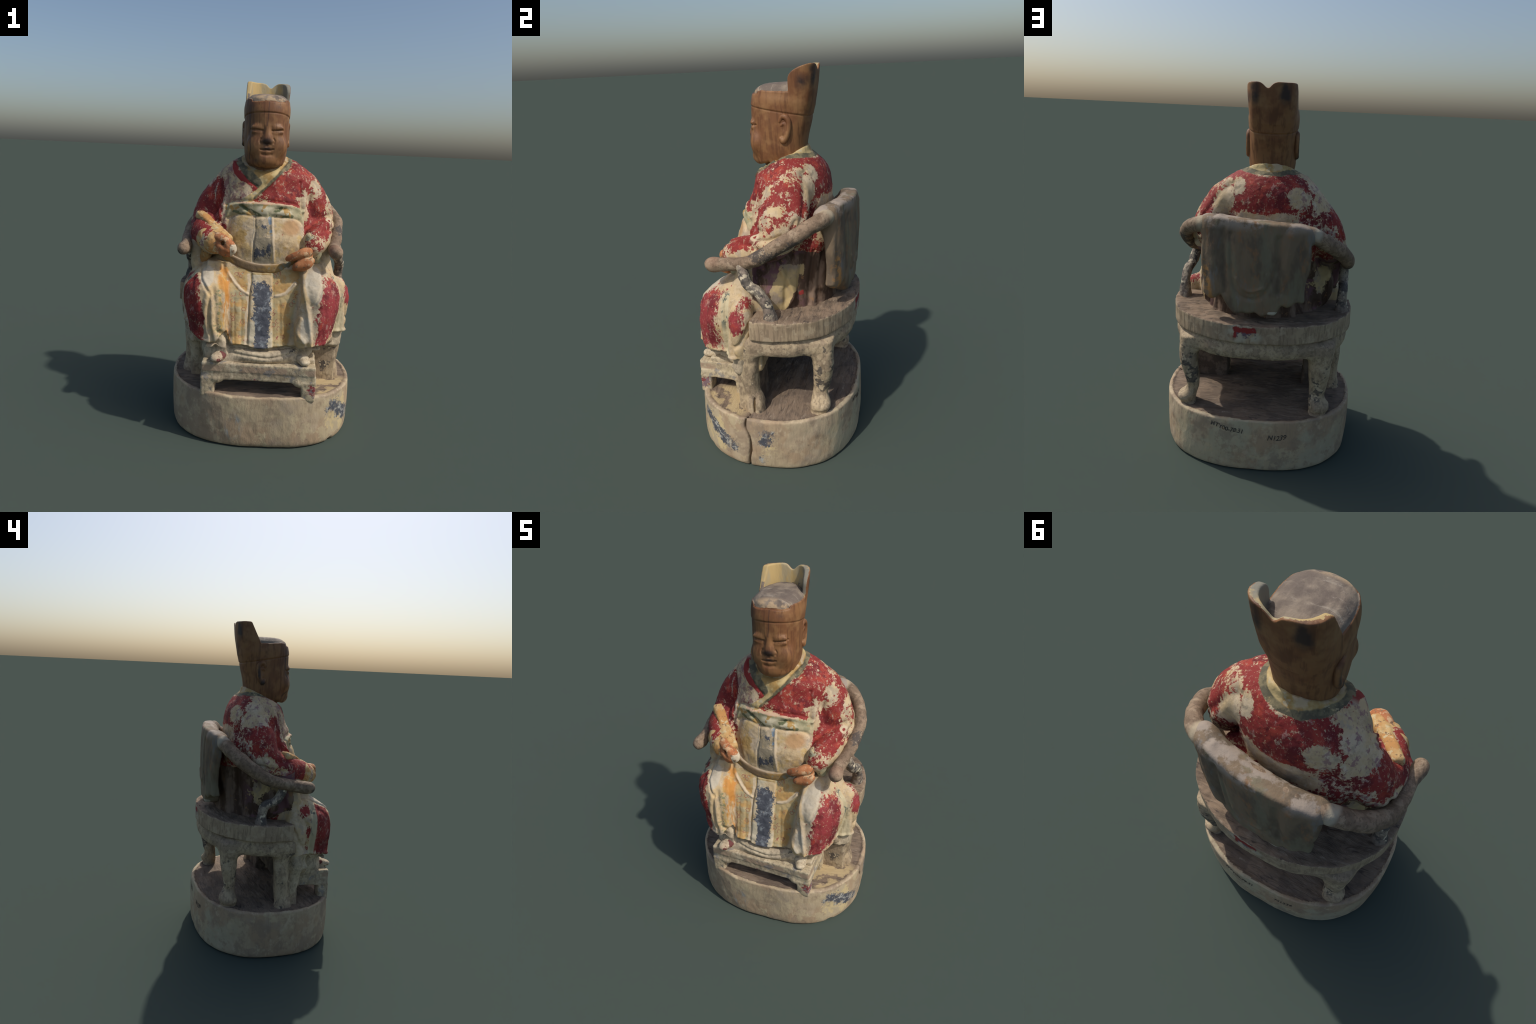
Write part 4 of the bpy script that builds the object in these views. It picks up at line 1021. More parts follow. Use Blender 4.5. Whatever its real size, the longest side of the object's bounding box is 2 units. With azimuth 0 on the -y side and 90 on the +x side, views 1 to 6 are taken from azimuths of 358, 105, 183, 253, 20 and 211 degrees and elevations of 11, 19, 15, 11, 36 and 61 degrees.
def mat_skirt():
    p = Paint("painted_skirt").warp(0.03, 12)
    c = gesso(p, 0.45)
    front = p.y.ss(-0.17, -0.22)
    # ochre brocade between the knees
    b = ((p.x + p.z * 0.12) + 0.127).ss(-0.004, 0.006) * ((p.x - p.z * 0.16) - 0.038).ss(0.008, -0.008) * front
    br = p.mix(p.noise(13, 4).ss(0.38, 0.62), (0.47, 0.285, 0.105), (0.48, 0.36, 0.18))
    br = p.mix(p.noise(17, 3).ss(0.55, 0.80) * 0.6, br, (0.34, 0.33, 0.22))
    cell = p.cells(26)
    br = p.mix((cell - 0.30).abs().ss(0.055, 0.02) * p.noise(20, 2).ss(0.40, 0.56) * 0.85, br, (0.32, 0.10, 0.08))
    br = p.mix((cell - 0.16).abs().ss(0.05, 0.015) * p.noise(18, 2).ss(0.48, 0.60) * 0.7, br, (0.25, 0.27, 0.21))
    br = p.mix(p.cells(95).ss(0.30, 0.18) * p.noise(9, 2).ss(0.52, 0.75) * 0.6, br, (0.16, 0.17, 0.12))
    br = p.mix(p.noise(26, 2).ss(0.86, 0.90) * 0.8, br, (0.30, 0.06, 0.06))
    c = p.mix(b, c, br)
    for a, q in (((-0.229, 0, 0.956), (-0.150, 0, 0.856)), ((-0.150, 0, 0.856), (-0.098, 0, 0.826)), ((0.160, 0, 0.890), (0.11, 0, 0.842)), ((0.11, 0, 0.842), (0.050, 0, 0.821)), ((-0.098, 0, 0.93), (-0.104, 0, 0.56)), ((-0.215, 0, 0.90), (-0.185, 0, 0.56))):
        c = p.mix(p.stroke(a, q, 0.014, (1, 0, 1)).ss(0.25, 0.6) * front, c, PALE)
    # orange-yellow fold and greenish flecks beside it
    o = p.stroke((-0.238, 0, 0.95), (-0.215, 0, 0.60), 0.042, (1, 0, 1)).ss(0.1, 0.55) * p.noise(11, 4, 0.6, (1, 1, 0.3)).ss(0.36, 0.50) * front
    c = p.mix(o, c, p.mix(p.noise(9, 4, 0.6, (1, 1, 0.3)).ss(0.4, 0.6), (0.56, 0.36, 0.12), ORANGE))
    c = p.mix(p.stroke((-0.26, 0, 0.85), (-0.255, 0, 0.62), 0.03, (1, 0, 1)).ss(0.1, 0.6) * p.noise(55, 3).ss(0.54, 0.64) * front, c, (0.27, 0.25, 0.13))
    c = p.mix(p.noise(42, 2).ss(0.92, 0.96) * front * 0.8, c, (0.14, 0.14, 0.11))
    # reds on the knees and side drapes
    f = p.field([(1.6, (-0.40, -0.24, 0.80), (0.10, 0.20, 0.19)), (1.6, (-0.365, -0.26, 0.67), (0.095, 0.20, 0.17)), (0.8, (-0.42, -0.12, 0.88), (0.05, 0.08, 0.06)), (0.6, (-0.40, -0.1, 0.72), (0.06, 0.05, 0.08)),
                 (-1.5, (-0.43, -0.195, 0.80), (0.06, 0.022, 0.3)), (-1.2, (-0.29, -0.3, 0.75), (0.05, 0.2, 0.3)), (-1.0, (-0.36, -0.28, 0.95), (0.05, 0.1, 0.05))], 0.0)
    c = p.mix(ragged(p, f, 0.6, 0.85, 0.08, 13, (1, 1, 0.5)), c, worn_red(p, RED, 0.8))
    f = p.field([(1.0, (0.345, -0.28, 0.87), (0.09, 0.20, 0.13)), (1.4, (0.33, -0.30, 0.75), (0.115, 0.20, 0.15)), (1.3, (0.305, -0.32, 0.64), (0.105, 0.20, 0.14)),
                 (1.7, (0.475, -0.13, 0.81), (0.08, 0.07, 0.10)), (1.0, (0.42, -0.07, 0.91), (0.07, 0.09, 0.06)), (0.9, (0.37, -0.30, 0.80), (0.07, 0.10, 0.2)), (-1.5, (0.42, -0.205, 0.75), (0.05, 0.03, 0.3))], 0.08)
    c = p.mix(ragged(p, f - 0.14, 0.95, 1.1, 0.09, 13, (1, 1, 0.5)) * p.x.ss(0.2, 0.25), c, worn_red(p, (0.28, 0.042, 0.045), 1.0))
    # white lining of the turned-back robe
    f = p.blob((0.255, -0.3, 0.905), (0.052, 0.3, 0.11)).ss(0.05, 0.2).hi(p.blob((0.215, -0.36, 0.67), (0.036, 0.2, 0.09)).ss(0.1, 0.3)).hi(p.blob((-0.325, -0.28, 0.925), (0.045, 0.2, 0.065)).ss(0.1, 0.3))
    c = p.mix(f * 0.85, c, p.mix(p.noise(18, 3).ss(0.4, 0.7), (0.54, 0.475, 0.365), (0.47, 0.405, 0.30)))
    # dark flecked ribbon down the outside of each knee
    rib = p.y.ss(-0.225, -0.215) * p.y.ss(-0.175, -0.185) * p.x.abs().ss(0.36, 0.38)
    c = p.mix(rib, c, p.mix(p.noise(28, 4, 0.6, (1, 1, 0.6)).ss(0.53, 0.58) * p.z.ss(0.72, 0.80), (0.52, 0.44, 0.28), (0.16, 0.17, 0.13)))
    d = Num(p, p.vec("LENGTH", p.vec("SUBTRACT", p.P, (0.455, -0.158, 0.615))))
    c = p.mix(d.ss(0.016, 0.012), c, RED)
    return p.done(c, p.noise(50, 5, 0.65), 0.35)

def mat_panel():
    p = Paint("dark_blue_panel").warp(0.012, 30)
    c = p.mix(p.noise(10, 4).ss(0.35, 0.65), CREAM, (0.52, 0.45, 0.32))
    f = ((p.x + 0.022).abs() * -16.0 + 1.22).lo(p.z * -14.0 + 13.05)
    f = p.field([(-0.8, (0.02, -0.3, 0.90), (0.03, 0.2, 0.03)), (-0.9, (-0.085, -0.3, 0.62), (0.04, 0.2, 0.09))], f)
    ink = p.mix(p.noise(24, 6, 0.75).ss(0.48, 0.85) * 0.9, INK, SLATE)
    ink = p.mix(p.noise(45, 3).ss(0.86, 0.92), ink, CREAM)
    c = p.mix(ragged(p, f, 0.7, 0.9, 0.06, 14), c, ink)
    return p.done(c, p.noise(50, 5, 0.65), 0.4)

def mat_collar():
    p = Paint("collar_band").warp(0.014, 24)
    c = p.mix(p.noise(12, 4).ss(0.4, 0.65), (0.50, 0.38, 0.18), (0.42, 0.26, 0.09))
    c = p.mix(p.noise(22, 4).ss(0.60, 0.80) * 0.7, c, (0.46, 0.42, 0.30))
    depth = Num(p, p.vec('LENGTH', p.vec('MULTIPLY', p.vec('SUBTRACT', p.W, (HX, 0.055, 0)), (1 / 0.122, 1 / 0.118, 0)))) - 1.0      # distance out from the neck
    back = depth.ss(0.10, 0.14) * p.y.ss(-0.06, -0.03)
    lap = p.stroke((0.118, 0, 1.525), (0.01, 0, 1.415), 0.034, (1, 0, 1)).hi(p.stroke((0.01, 0, 1.415), (-0.068, 0, 1.345), 0.026, (1, 0, 1))).hi(p.stroke((-0.172, 0, 1.53), (-0.115, 0, 1.452), 0.026, (1, 0, 1))).hi(p.stroke((-0.112, 0, 1.468), (-0.070, 0, 1.432), 0.034, (1, 0, 1)))
    dark = back.hi(lap.ss(0.15, 0.4) * p.y.ss(0.03, 0.0))
    c = p.mix(dark * ragged(p, 0.70 + p.x * 0.0, 0.5, 0.45, 0.06, 16), c, p.mix(p.noise(20, 4).ss(0.4, 0.7), (0.11, 0.098, 0.062), (0.215, 0.18, 0.10)))
    c = p.mix(depth.ss(0.10, 0.04) * p.noise(16, 3).ss(0.45, 0.7) * 0.7, c, PALE)
    blue = p.stroke((-0.110, 0, 1.388), (-0.19, 0, 1.325), 0.016, (1, 0, 1)).ss(0.2, 0.5)
    c = p.mix(blue, c, (0.36, 0.42, 0.47))
    return p.done(c, p.noise(50, 5, 0.65), 0.4)

def mat_sash():
    p = Paint("pale_green_sash").warp(0.02, 20)
    c = p.mix(p.noise(14, 4).ss(0.42, 0.62), (0.45, 0.39, 0.24), (0.34, 0.31, 0.18))
    c = p.mix(p.blob((-0.02, -0.17, 1.285), (0.07, 0.2, 0.035)).ss(0.1, 0.5).hi(p.blob((0.085, -0.17, 1.272), (0.06, 0.2, 0.020)).ss(0.1, 0.4)), c, (0.54, 0.48, 0.33))
    g = p.stroke((-0.155, 0, 1.305), (-0.115, 0, 1.277), 0.018, (1, 0, 1)).hi(p.stroke((-0.115, 0, 1.277), (-0.05, 0, 1.250), 0.018, (1, 0, 1))).hi(p.stroke((0.005, 0, 1.260), (0.07, 0, 1.298), 0.014, (1, 0, 1))).hi(p.stroke((0.02, 0, 1.253), (0.13, 0, 1.252), 0.012, (1, 0, 1))).hi(p.stroke((-0.2, 0, 1.262), (-0.1, 0, 1.258), 0.013, (1, 0, 1)))
    c = p.mix(g.ss(0.2, 0.6) * p.noise(25, 3).ss(0.30, 0.45), c, GREEN)
    c = p.mix(p.noise(20, 3).ss(0.62, 0.70), c, (0.42, 0.26, 0.09))
    c = p.mix(p.stroke((-0.19, 0, 1.318), (0.0, 0, 1.325), 0.010, (1, 0, 1)).hi(p.stroke((0.0, 0, 1.325), (0.17, 0, 1.312), 0.010, (1, 0, 1))).ss(0.2, 0.6), c, (0.56, 0.38, 0.25))
    return p.done(c, p.noise(50, 5, 0.65), 0.4)

def mat_belt():
    p = Paint("gilded_belt").warp(0.02, 16)
    c = p.mix(p.noise(12, 4, 0.6, (1, 1, 2)).ss(0.4, 0.62), (0.30, 0.185, 0.065), (0.20, 0.135, 0.075))
    c = p.mix(p.noise(18, 4).ss(0.60, 0.85) * 0.8, c, (0.20, 0.22, 0.18))
    top = (p.z - ((p.x + 0.01) * (p.x + 0.01)) * 1.25 - 0.982).ss(0.0, 0.006)
    c = p.mix(top * p.noise(10, 4).ss(0.3, 0.7) * 0.8, c, (0.44, 0.35, 0.25))
    return p.done(c, p.noise(40, 5, 0.65), 0.4)

def mat_cuff(name, a, b, g):
    p = Paint(name)
    c = p.mix(p.noise(13, 4, 0.6).ss(0.30, 0.70), a, b)
    c = p.mix(p.noise(26, 5, 0.7).ss(0.55, 0.68), c, g)
    c = p.mix(p.noise(40, 4, 0.7).ss(0.64, 0.72), c, (0.22, 0.13, 0.07))
    return p.done(c, p.noise(45, 5, 0.65), 0.45)

def mat_wood_head():
    p = Paint("dark_oiled_wood", 0.55, 0.35).warp(0.02, 14)
    c = p.mix(p.noise(9, 4).ss(0.38, 0.64), (0.255, 0.122, 0.048), (0.195, 0.083, 0.034))
    c = p.mix(p.noise(45, 4, 0.6, (1, 1, 0.10)).ss(0.46, 0.66) * 0.6, c, (0.115, 0.046, 0.021))
    c = p.mix(p.noise(9, 4).ss(0.50, 0.85) * 0.7, c, (0.31, 0.165, 0.07))
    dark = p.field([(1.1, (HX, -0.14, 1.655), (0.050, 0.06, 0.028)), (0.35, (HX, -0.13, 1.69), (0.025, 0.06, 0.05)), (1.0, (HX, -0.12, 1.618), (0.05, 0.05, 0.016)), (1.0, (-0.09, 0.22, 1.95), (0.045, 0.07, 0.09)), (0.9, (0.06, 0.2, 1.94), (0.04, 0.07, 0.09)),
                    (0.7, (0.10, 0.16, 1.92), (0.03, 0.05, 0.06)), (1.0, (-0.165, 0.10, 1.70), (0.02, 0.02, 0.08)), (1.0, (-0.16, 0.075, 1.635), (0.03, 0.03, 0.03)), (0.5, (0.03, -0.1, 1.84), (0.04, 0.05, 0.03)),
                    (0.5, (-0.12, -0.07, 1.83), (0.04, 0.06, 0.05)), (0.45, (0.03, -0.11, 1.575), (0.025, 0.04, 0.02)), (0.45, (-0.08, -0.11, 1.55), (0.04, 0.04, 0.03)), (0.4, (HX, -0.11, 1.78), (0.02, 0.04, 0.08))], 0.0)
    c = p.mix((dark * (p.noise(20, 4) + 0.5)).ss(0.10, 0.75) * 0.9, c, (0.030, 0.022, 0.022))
    c = p.mix(p.stroke((-0.125, 0, 1.80), (-0.118, 0, 1.56), 0.007, (1, 0, 1)).ss(0.2, 0.8) * p.y.ss(0.0, -0.03) * 0.7, c, (0.05, 0.03, 0.025))
    c = p.mix(p.stroke((HX + 0.002, 0, 1.87), (HX, 0, 1.74), 0.006, (1, 0, 1)).ss(0.2, 0.8) * p.y.ss(0.0, -0.05) * 0.6, c, (0.06, 0.03, 0.025))
    return p.done(c, p.noise(60, 4, 0.6, (1, 1, 0.15)), 0.25)

def mat_crown():
    p = Paint("dusty_crown")
    c = p.mix(p.noise(9, 5).ss(0.35, 0.70), (0.155, 0.12, 0.095), (0.27, 0.215, 0.16))
    c = p.mix(p.noise(14, 6, 0.7, (0.7, 1.5, 1), dist=0.8).ss(0.60, 0.90) * 0.7, c, (0.42, 0.36, 0.28))
    c = p.mix(p.noise(45, 4, 0.7).ss(0.55, 0.85) * 0.5, c, (0.20, 0.16, 0.125))
    c = p.mix(p.noise(8, 3).ss(0.64, 0.85) * 0.85, c, (0.075, 0.065, 0.062))
    c = p.mix(p.y.ss(-0.045, -0.085) * p.noise(18, 4).ss(0.3, 0.55) * 0.85, c, (0.47, 0.335, 0.20))
    return p.done(c, p.noise(40, 5, 0.7), 0.5)

def mat_lining():
    p = Paint("bare_wood_lining")
    c = p.mix(p.noise(14, 4, 0.6, (1, 1, 0.35)).ss(0.40, 0.65), (0.50, 0.36, 0.16), (0.42, 0.34, 0.20))
    c = p.mix(p.x.ss(0.03, 0.08) * p.noise(12, 3).ss(0.35, 0.5), c, (0.24, 0.22, 0.17))
    return p.done(c, p.noise(45, 5, 0.65, (1, 1, 0.3)), 0.35)

def weathered(name, light, dark, pale, grain=(1, 1, 0.2), amount=0.5, black=0.0, seed=0, spots=(), bare=False):
    """Bare or chalky wood with grain, pale wear and soot-black remains of lacquer."""
    p = Paint(name)
    p.k = seed
    c = p.mix(p.noise(8, 4).ss(0.40, 0.62), light, dark)
    c = p.mix(p.noise(60, 4, 0.65, grain).ss(0.48, 0.66) * 0.55, c, tuple(0.55 * a for a in dark))
    c = p.mix(p.noise(17, 5, 0.65).ss(0.56, 0.68) * amount, c, pale)
    c = p.mix(p.noise(20, 6, 0.75).ss(0.55, 0.82) * 0.5, c, tuple(0.6 * a for a in dark))
    if black:
        soot = p.field(spots, 0.0) if spots else 0.0
        f = soot + (p.noise(9, 3) - 0.5) * 0.7 + (p.noise(34, 5, 0.7) - 0.5) * 0.4 + black * 0.5
        c = p.mix(f.ss(0.22, 0.32) * (p.noise(40, 4) * 0.5 + 0.6).lo(1.0), c, (0.075, 0.066, 0.060))
        c = p.mix(f.ss(0.24, 0.29) * p.noise(30, 4).ss(0.60, 0.66), c, pale)
    if bare:        # dark brown inside the hollow under the seat
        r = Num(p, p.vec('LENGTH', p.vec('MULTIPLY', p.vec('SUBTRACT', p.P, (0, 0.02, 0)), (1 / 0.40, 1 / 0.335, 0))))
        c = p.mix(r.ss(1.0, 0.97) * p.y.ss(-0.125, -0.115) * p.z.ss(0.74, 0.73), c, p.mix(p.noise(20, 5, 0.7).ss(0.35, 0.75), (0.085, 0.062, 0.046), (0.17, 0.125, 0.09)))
    return p, c

def mat_simple(*a, **k):
    p, c = weathered(*a, **k)
    return p.done(c, p.noise(60, 5, 0.65, (1, 1, 0.5)), 0.5)

def mat_rail():
    p, c = weathered("rail_wood", (0.29, 0.205, 0.135), (0.21, 0.145, 0.095), (0.42, 0.325, 0.22), (1, 1, 1), 0.45)
    f = p.field([(1.3, (0.425, 0.05, 1.150), (0.06, 0.17, 0.06)), (1.0, (0.415, 0.15, 1.215), (0.06, 0.10, 0.05)), (0.7, (-0.46, 0.1, 1.07), (0.05, 0.20, 0.035)), (0.8, (-0.49, -0.16, 1.03), (0.04, 0.03, 0.03))], 0.05)
    m = ragged(p, f, 0.6, 0.8, 0.08, 18)
    c = p.mix(m * 0.85, c, p.mix(p.noise(30, 5, 0.7).ss(0.60, 0.75), (0.07, 0.06, 0.055), (0.48, 0.39, 0.27)))
    c = p.mix(p.blob((0.368, -0.255, 1.085), (0.06, 0.06, 0.05)).ss(0.0, 0.7) * 0.7, c, (0.28, 0.15, 0.095))
    c = p.mix(p.blob((0.295, 0.29, 1.31), (0.045, 0.07, 0.06)).ss(0.1, 0.5), c, (0.46, 0.38, 0.26))
    c = p.mix(p.blob((-0.285, 0.33, 1.29), (0.04, 0.07, 0.06)).ss(0.1, 0.5), c, (0.44, 0.38, 0.28))
    return p.done(c, p.noise(55, 5, 0.65), 0.5)

def mat_backrest():
    p = Paint("grimy_painted_cloth").warp(0.03, 12)
    c = p.mix(p.noise(7, 4, 0.6, (1, 1, 0.5)).ss(0.38, 0.62), (0.215, 0.155, 0.098), (0.14, 0.105, 0.072))
    c = p.mix(p.noise(10, 4, 0.6, (1, 1, 0.35)).ss(0.50, 0.80) * 0.8, c, (0.21, 0.185, 0.12))
    c = p.mix(p.noise(14, 4, 0.65, (1, 1, 0.30)).ss(0.62, 0.90) * 0.6, c, (0.20, 0.205, 0.20))
    c = p.mix(p.noise(15, 5, 0.7, (1, 1, 0.45)).ss(0.60, 0.85) * 0.75, c, (0.29, 0.15, 0.07))
    c = p.mix(p.stroke((0.262, 0.33, 1.12), (0.25, 0.34, 0.95), 0.045).ss(0.1, 0.5) * p.noise(20, 4).ss(0.42, 0.55), c, (0.36, 0.19, 0.07))
    c = p.mix(p.z.ss(1.29, 1.34) * p.noise(10, 5, 0.65).ss(0.38, 0.55), c, (0.33, 0.27, 0.215))
    c = p.mix(p.blob((-0.09, 0.4, 0.885), (0.05, 0.06, 0.025)).ss(0.3, 0.45), c, (0.50, 0.46, 0.37))
    c = p.mix(p.noise(50, 5, 0.7).ss(0.70, 0.95) * 0.4, c, (0.30, 0.25, 0.18))
    return p.done(c, p.noise(50, 5, 0.65, (1, 1, 0.5)), 0.5)

def mat_seat_edge():
    p, c = weathered("seat_edge_wood", (0.40, 0.305, 0.195), (0.33, 0.245, 0.16), (0.48, 0.385, 0.26), (1, 1, 0.12), 0.5)
    p.warp(0.012, 30)
    wx, wz = (p.noise(22, 4) - 0.5) * 0.03, (p.noise(30, 4) - 0.5) * 0.018      # ragged outline
    patch = p.y.ss(0.36, 0.38) * (((p.x + wx - 0.050).abs() - 0.060).hi((p.z + wz - 0.785).abs() - 0.024)).ss(0.004, -0.003)
    red = p.y.ss(0.36, 0.38) * (((p.x + wx - 0.054).abs() - 0.060).hi((p.z + wz - 0.802).abs() - 0.014)).ss(0.004, -0.003)
    c = p.mix(p.y.ss(0.36, 0.38) * p.blob((0.05, 0.42, 0.785), (0.13, 0.1, 0.08)).ss(0.05, 0.5) * p.noise(16, 3).ss(0.3, 0.6), c, (0.44, 0.385, 0.28))
    c = p.mix(patch * p.noise(22, 4).ss(0.40, 0.50), c, p.mix(p.x.ss(0.085, 0.095), (0.14, 0.10, 0.12), RED))
    c = p.mix(red * p.noise(26, 4).ss(0.92, 0.82), c, RED)
    return p.done(c, p.noise(60, 5, 0.65, (1, 1, 0.15)), 0.4)

def mat_plinth():
    p = Paint("weathered_plinth_wood").warp(0.05, 8)
    c = p.mix(p.noise(4.5, 4, 0.55).ss(0.42, 0.66), (0.395, 0.285, 0.18), (0.44, 0.345, 0.22))
    c = p.mix(p.noise(6, 4, 0.6).ss(0.58, 0.85) * 0.7, c, (0.34, 0.275, 0.205))
    c = p.mix(p.noise(50, 5, 0.7, (1, 1, 0.16)).ss(0.50, 0.85) * 0.4, c, (0.25, 0.18, 0.12))
    c = p.mix(p.noise(3.2, 3).ss(0.55, 0.62) * 0.6, c, (0.46, 0.37, 0.25))
    c = p.mix(p.noise(3.6, 4).ss(0.60, 0.66) * 0.6, c, (0.30, 0.225, 0.155))
    c = p.mix(p.noise(9, 5, 0.65).ss(0.60, 0.80) * 0.7, c, (0.50, 0.395, 0.255))
    c = p.mix(p.y.ss(0.18, 0.36) * p.noise(5, 4).ss(0.36, 0.60) * 0.8, c, (0.43, 0.385, 0.26))
    yel = p.field([(1.2, (0.43, -0.28, 0.17), (0.20, 0.22, 0.22)), (0.9, (0.50, 0.03, 0.18), (0.1, 0.16, 0.16))], 0.0)
    c = p.mix(ragged(p, yel, 0.6, 0.2, 0.05, 7), c, p.mix(p.noise(13, 4).ss(0.42, 0.6), (0.56, 0.44, 0.24), (0.46, 0.37, 0.24)))
    f = p.field([(0.75, (0.40, -0.33, 0.225), (0.11, 0.10, 0.07)), (0.8, (0.45, -0.27, 0.16), (0.10, 0.10, 0.08)), (0.75, (0.49, -0.19, 0.11), (0.09, 0.10, 0.08)), (0.7, (0.52, 0.02, 0.215), (0.09, 0.08, 0.055)), (0.65, (0.52, 0.0, 0.165), (0.09, 0.06, 0.04)), (0.5, (0.52, -0.02, 0.06), (0.07, 0.04, 0.04))], 0.0)
    c = p.mix(ragged(p, f * 1.35, 0.75, 0.8, 0.07, 20), c, p.mix(p.noise(34, 5, 0.7).ss(0.30, 0.52), (0.40, 0.39, 0.35), (0.075, 0.08, 0.095)))
    c = p.mix(p.noise(26, 4, 0.6).ss(0.90, 0.96) * 0.5, c, (0.14, 0.10, 0.075))
    c = p.mix(p.noise(16, 6, 0.75).ss(0.54, 0.80) * 0.6, c, (0.27, 0.195, 0.13))
    c = p.mix(p.noise(5, 5, 0.7).ss(0.58, 0.74) * 0.6, c, (0.27, 0.205, 0.145))
    c = p.mix(p.noise(7, 5, 0.7).ss(0.60, 0.72) * 0.7, c, (0.49, 0.40, 0.25))
    c = p.mix(p.noise(20, 6, 0.72, (1, 1, 0.6)).ss(0.62, 0.82) * 0.55, c, (0.53, 0.435, 0.30))
    c = p.mix(p.blob((-0.16, -0.44, 0.12), (0.07, 0.1, 0.10)).ss(0.1, 0.5) * p.noise(14, 4, 0.6, (1, 1, 0.3)).ss(0.4, 0.6), c, (0.32, 0.31, 0.275))
    return p.done(c, p.noise(40, 5, 0.65, (1, 1, 0.4)), 0.45)

def mat_boards(name, a, b, pale, stretch, seed, yellow=False):
    """Rough end-grain tops, gouged in short strokes."""
    p = Paint(name, 0.8)
    p.k = seed
    c = p.mix(p.noise(9, 5).ss(0.38, 0.62), a, b)
    g = p.noise(15, 7, 0.72, stretch, dist=1.2)
    c = p.mix(g.ss(0.55, 0.90) * 0.8, c, pale)
    c = p.mix(g.ss(0.46, 0.15) * 0.85, c, (0.06, 0.047, 0.042))
    if yellow:
        p.warp(0.06, 9)
        c = p.mix(p.blob((0.38, -0.24, 0.29), (0.20, 0.22, 0.3)).ss(0.1, 0.45) * p.noise(10, 4).ss(0.36, 0.52), c, (0.50, 0.38, 0.21))
    return p.done(c, g, 0.7, 0.008)

def mat_stool():
    p, c = weathered("stool_paint", (0.50, 0.41, 0.265), (0.41, 0.325, 0.215), (0.58, 0.49, 0.34), (1, 1, 0.5), 0.6)
    p.warp(0.03, 16)
    c = p.mix((p.z - 0.436).abs().ss(0.020, 0.014) * p.y.ss(-0.30, -0.34) * p.noise(9, 3).ss(0.3, 0.5), c, (0.38, 0.275, 0.185))
    f = p.field([(1.1, (0.265, -0.40, 0.34), (0.06, 0.06, 0.07)), (0.6, (-0.05, -0.39, 0.375), (0.08, 0.05, 0.02)), (0.5, (0.25, -0.17, 0.33), (0.08, 0.06, 0.06))], 0.0)
    c = p.mix(ragged(p, f, 0.5, 0.7, 0.06, 14), c, p.mix(p.noise(16, 3).ss(0.45, 0.6), (0.24, 0.05, 0.05), (0.20, 0.13, 0.14)))
    c = p.mix(p.noise(13, 4).ss(0.62, 0.70) * 0.7, c, (0.22, 0.21, 0.20))
    slot = (p.y + p.x * 0.0787 + 0.350).ss(0.0, 0.012) * p.z.ss(0.374, 0.366) * (p.x + 0.03).abs().ss(0.262, 0.250)      # slot interior painted near-black for its deep shadow
    c = p.mix(slot, c, p.mix(p.noise(25, 4).ss(0.3, 0.7), (0.045, 0.035, 0.028), (0.085, 0.062, 0.046)))
    return p.done(c, p.noise(50, 5, 0.65), 0.45)

def mat_shoe():
    p, c = weathered("shoe_paint", (0.56, 0.46, 0.31), (0.44, 0.34, 0.23), (0.62, 0.54, 0.40), (1, 1, 1), 0.5)
    c = p.mix(p.noise(20, 3).ss(0.52, 0.58) * p.x.ss(0.0, -0.1), c, (0.15, 0.05, 0.045))
    return p.done(c, p.noise(50, 5, 0.65), 0.4)

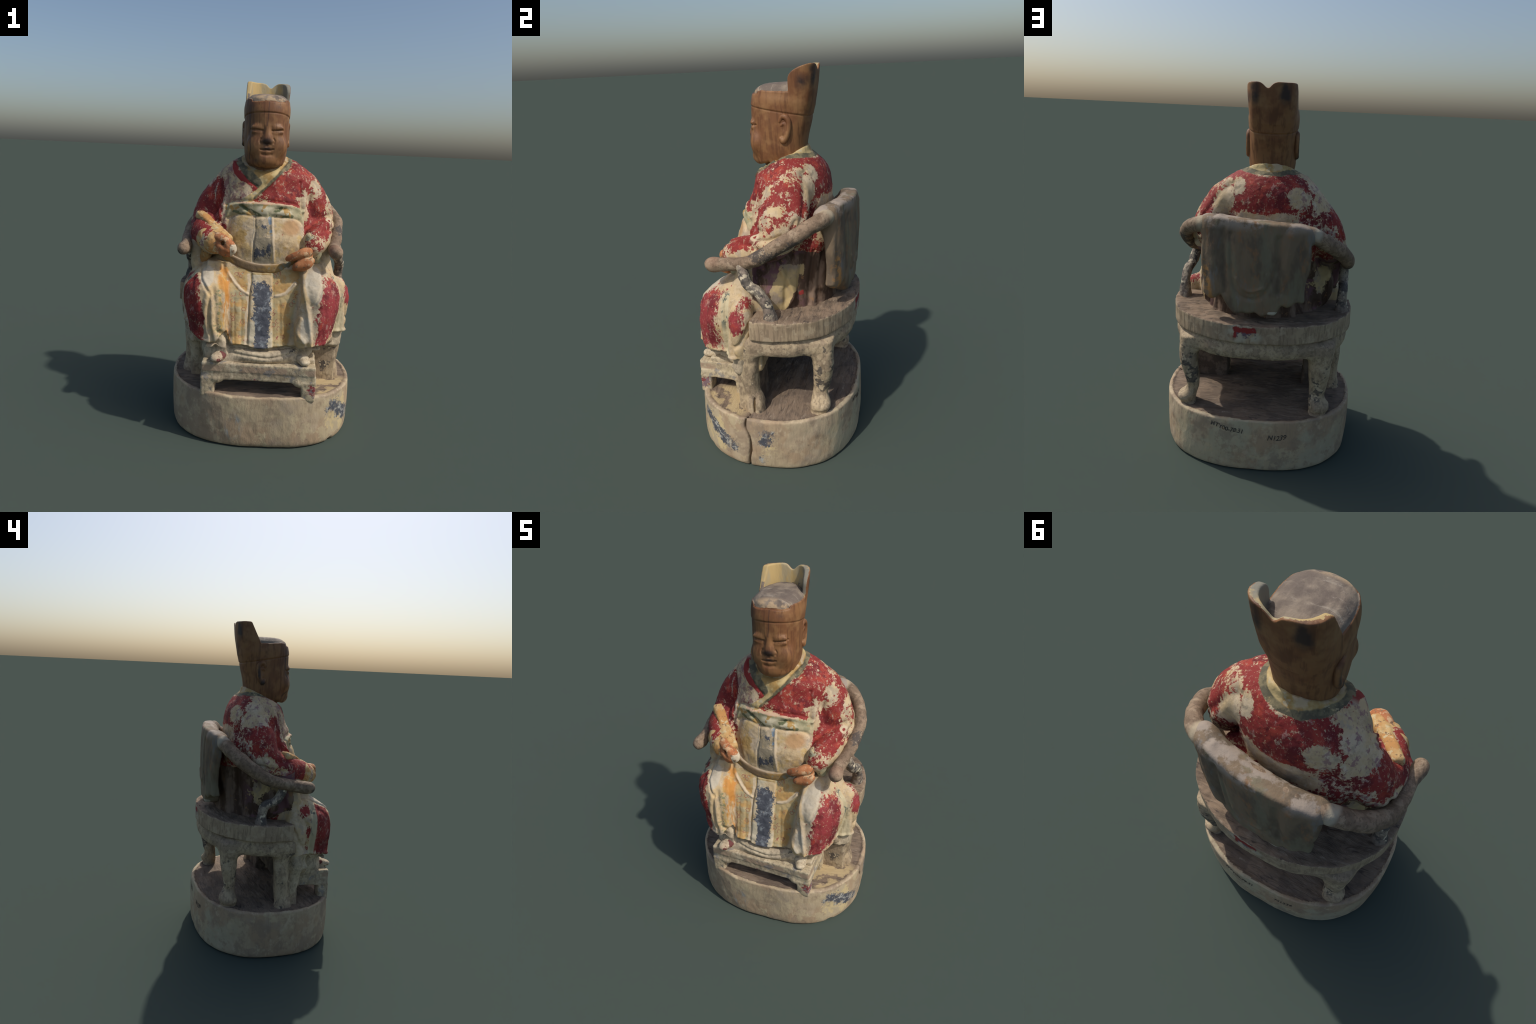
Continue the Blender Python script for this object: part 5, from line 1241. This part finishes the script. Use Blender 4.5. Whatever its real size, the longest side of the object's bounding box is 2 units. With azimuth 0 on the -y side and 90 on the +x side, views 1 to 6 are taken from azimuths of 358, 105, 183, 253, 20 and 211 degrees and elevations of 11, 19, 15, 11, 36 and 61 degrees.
CHALK = dict(light=(0.44, 0.34, 0.215), dark=(0.33, 0.25, 0.165), pale=(0.52, 0.415, 0.275))
M = dict(
    plinth=mat_plinth(), plinth_top=mat_boards("gouged_plinth_top", (0.25, 0.182, 0.127), (0.18, 0.132, 0.096), (0.38, 0.305, 0.23), (0.55, 2.6, 1), 40, True),
    seat_edge=mat_seat_edge(), seat_top=mat_boards("gouged_seat_top", (0.28, 0.20, 0.135), (0.20, 0.145, 0.10), (0.43, 0.345, 0.255), (0.7, 2.4, 1), 20),
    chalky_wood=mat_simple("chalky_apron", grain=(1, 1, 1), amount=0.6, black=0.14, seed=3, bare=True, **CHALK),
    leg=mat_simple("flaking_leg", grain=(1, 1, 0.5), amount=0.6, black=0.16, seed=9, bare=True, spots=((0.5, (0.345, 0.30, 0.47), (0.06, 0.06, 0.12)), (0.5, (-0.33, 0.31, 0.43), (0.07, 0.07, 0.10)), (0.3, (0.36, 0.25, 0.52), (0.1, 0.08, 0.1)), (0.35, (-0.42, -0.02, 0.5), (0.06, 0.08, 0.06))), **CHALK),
    post=mat_simple("black_flaking_post", light=(0.36, 0.30, 0.22), dark=(0.24, 0.19, 0.15), pale=(0.54, 0.46, 0.33), grain=(1, 1, 1), amount=0.6, black=0.50, seed=15),
    rail_wood=mat_rail(), backrest=mat_backrest(), stool=mat_stool(), robe=mat_robe(), hips=mat_hips(), stomach=mat_stomach(), skirt=mat_skirt(),
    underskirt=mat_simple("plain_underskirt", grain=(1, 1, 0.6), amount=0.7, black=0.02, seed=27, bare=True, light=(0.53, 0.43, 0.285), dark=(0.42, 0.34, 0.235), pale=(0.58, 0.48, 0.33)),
    panel=mat_panel(), collar=mat_collar(), sash=mat_sash(), belt=mat_belt(),
    cuff_orange=mat_cuff("orange_cuff", (0.54, 0.35, 0.15), (0.48, 0.24, 0.08), (0.56, 0.44, 0.25)), cuff_pale=mat_cuff("pale_cuff", (0.52, 0.45, 0.27), (0.38, 0.36, 0.24), (0.60, 0.47, 0.26)),
    flesh=mat_cuff("flesh_paint", (0.48, 0.20, 0.085), (0.40, 0.14, 0.055), (0.56, 0.36, 0.20)), bare_white=mat_cuff("broken_white", (0.68, 0.60, 0.45), (0.60, 0.50, 0.36), (0.70, 0.64, 0.52)),
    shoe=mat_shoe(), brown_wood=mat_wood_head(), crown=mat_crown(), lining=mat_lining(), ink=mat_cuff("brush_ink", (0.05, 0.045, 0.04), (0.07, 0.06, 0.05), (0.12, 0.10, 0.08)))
# ================================================================== ASSEMBLY
root = bpy.data.objects.new("seated_official_statue", None)
bpy.context.scene.collection.objects.link(root)
root["label"] = "weathered painted wooden statue of a seated robed official"
root["category"] = "statue"
plinth = build_plinth(M, root)
build_chair(M, root)
build_stool(M, root)
body = build_body(M, root)
build_trim(M, root, (body[1], body[2]))
build_head(M, root)
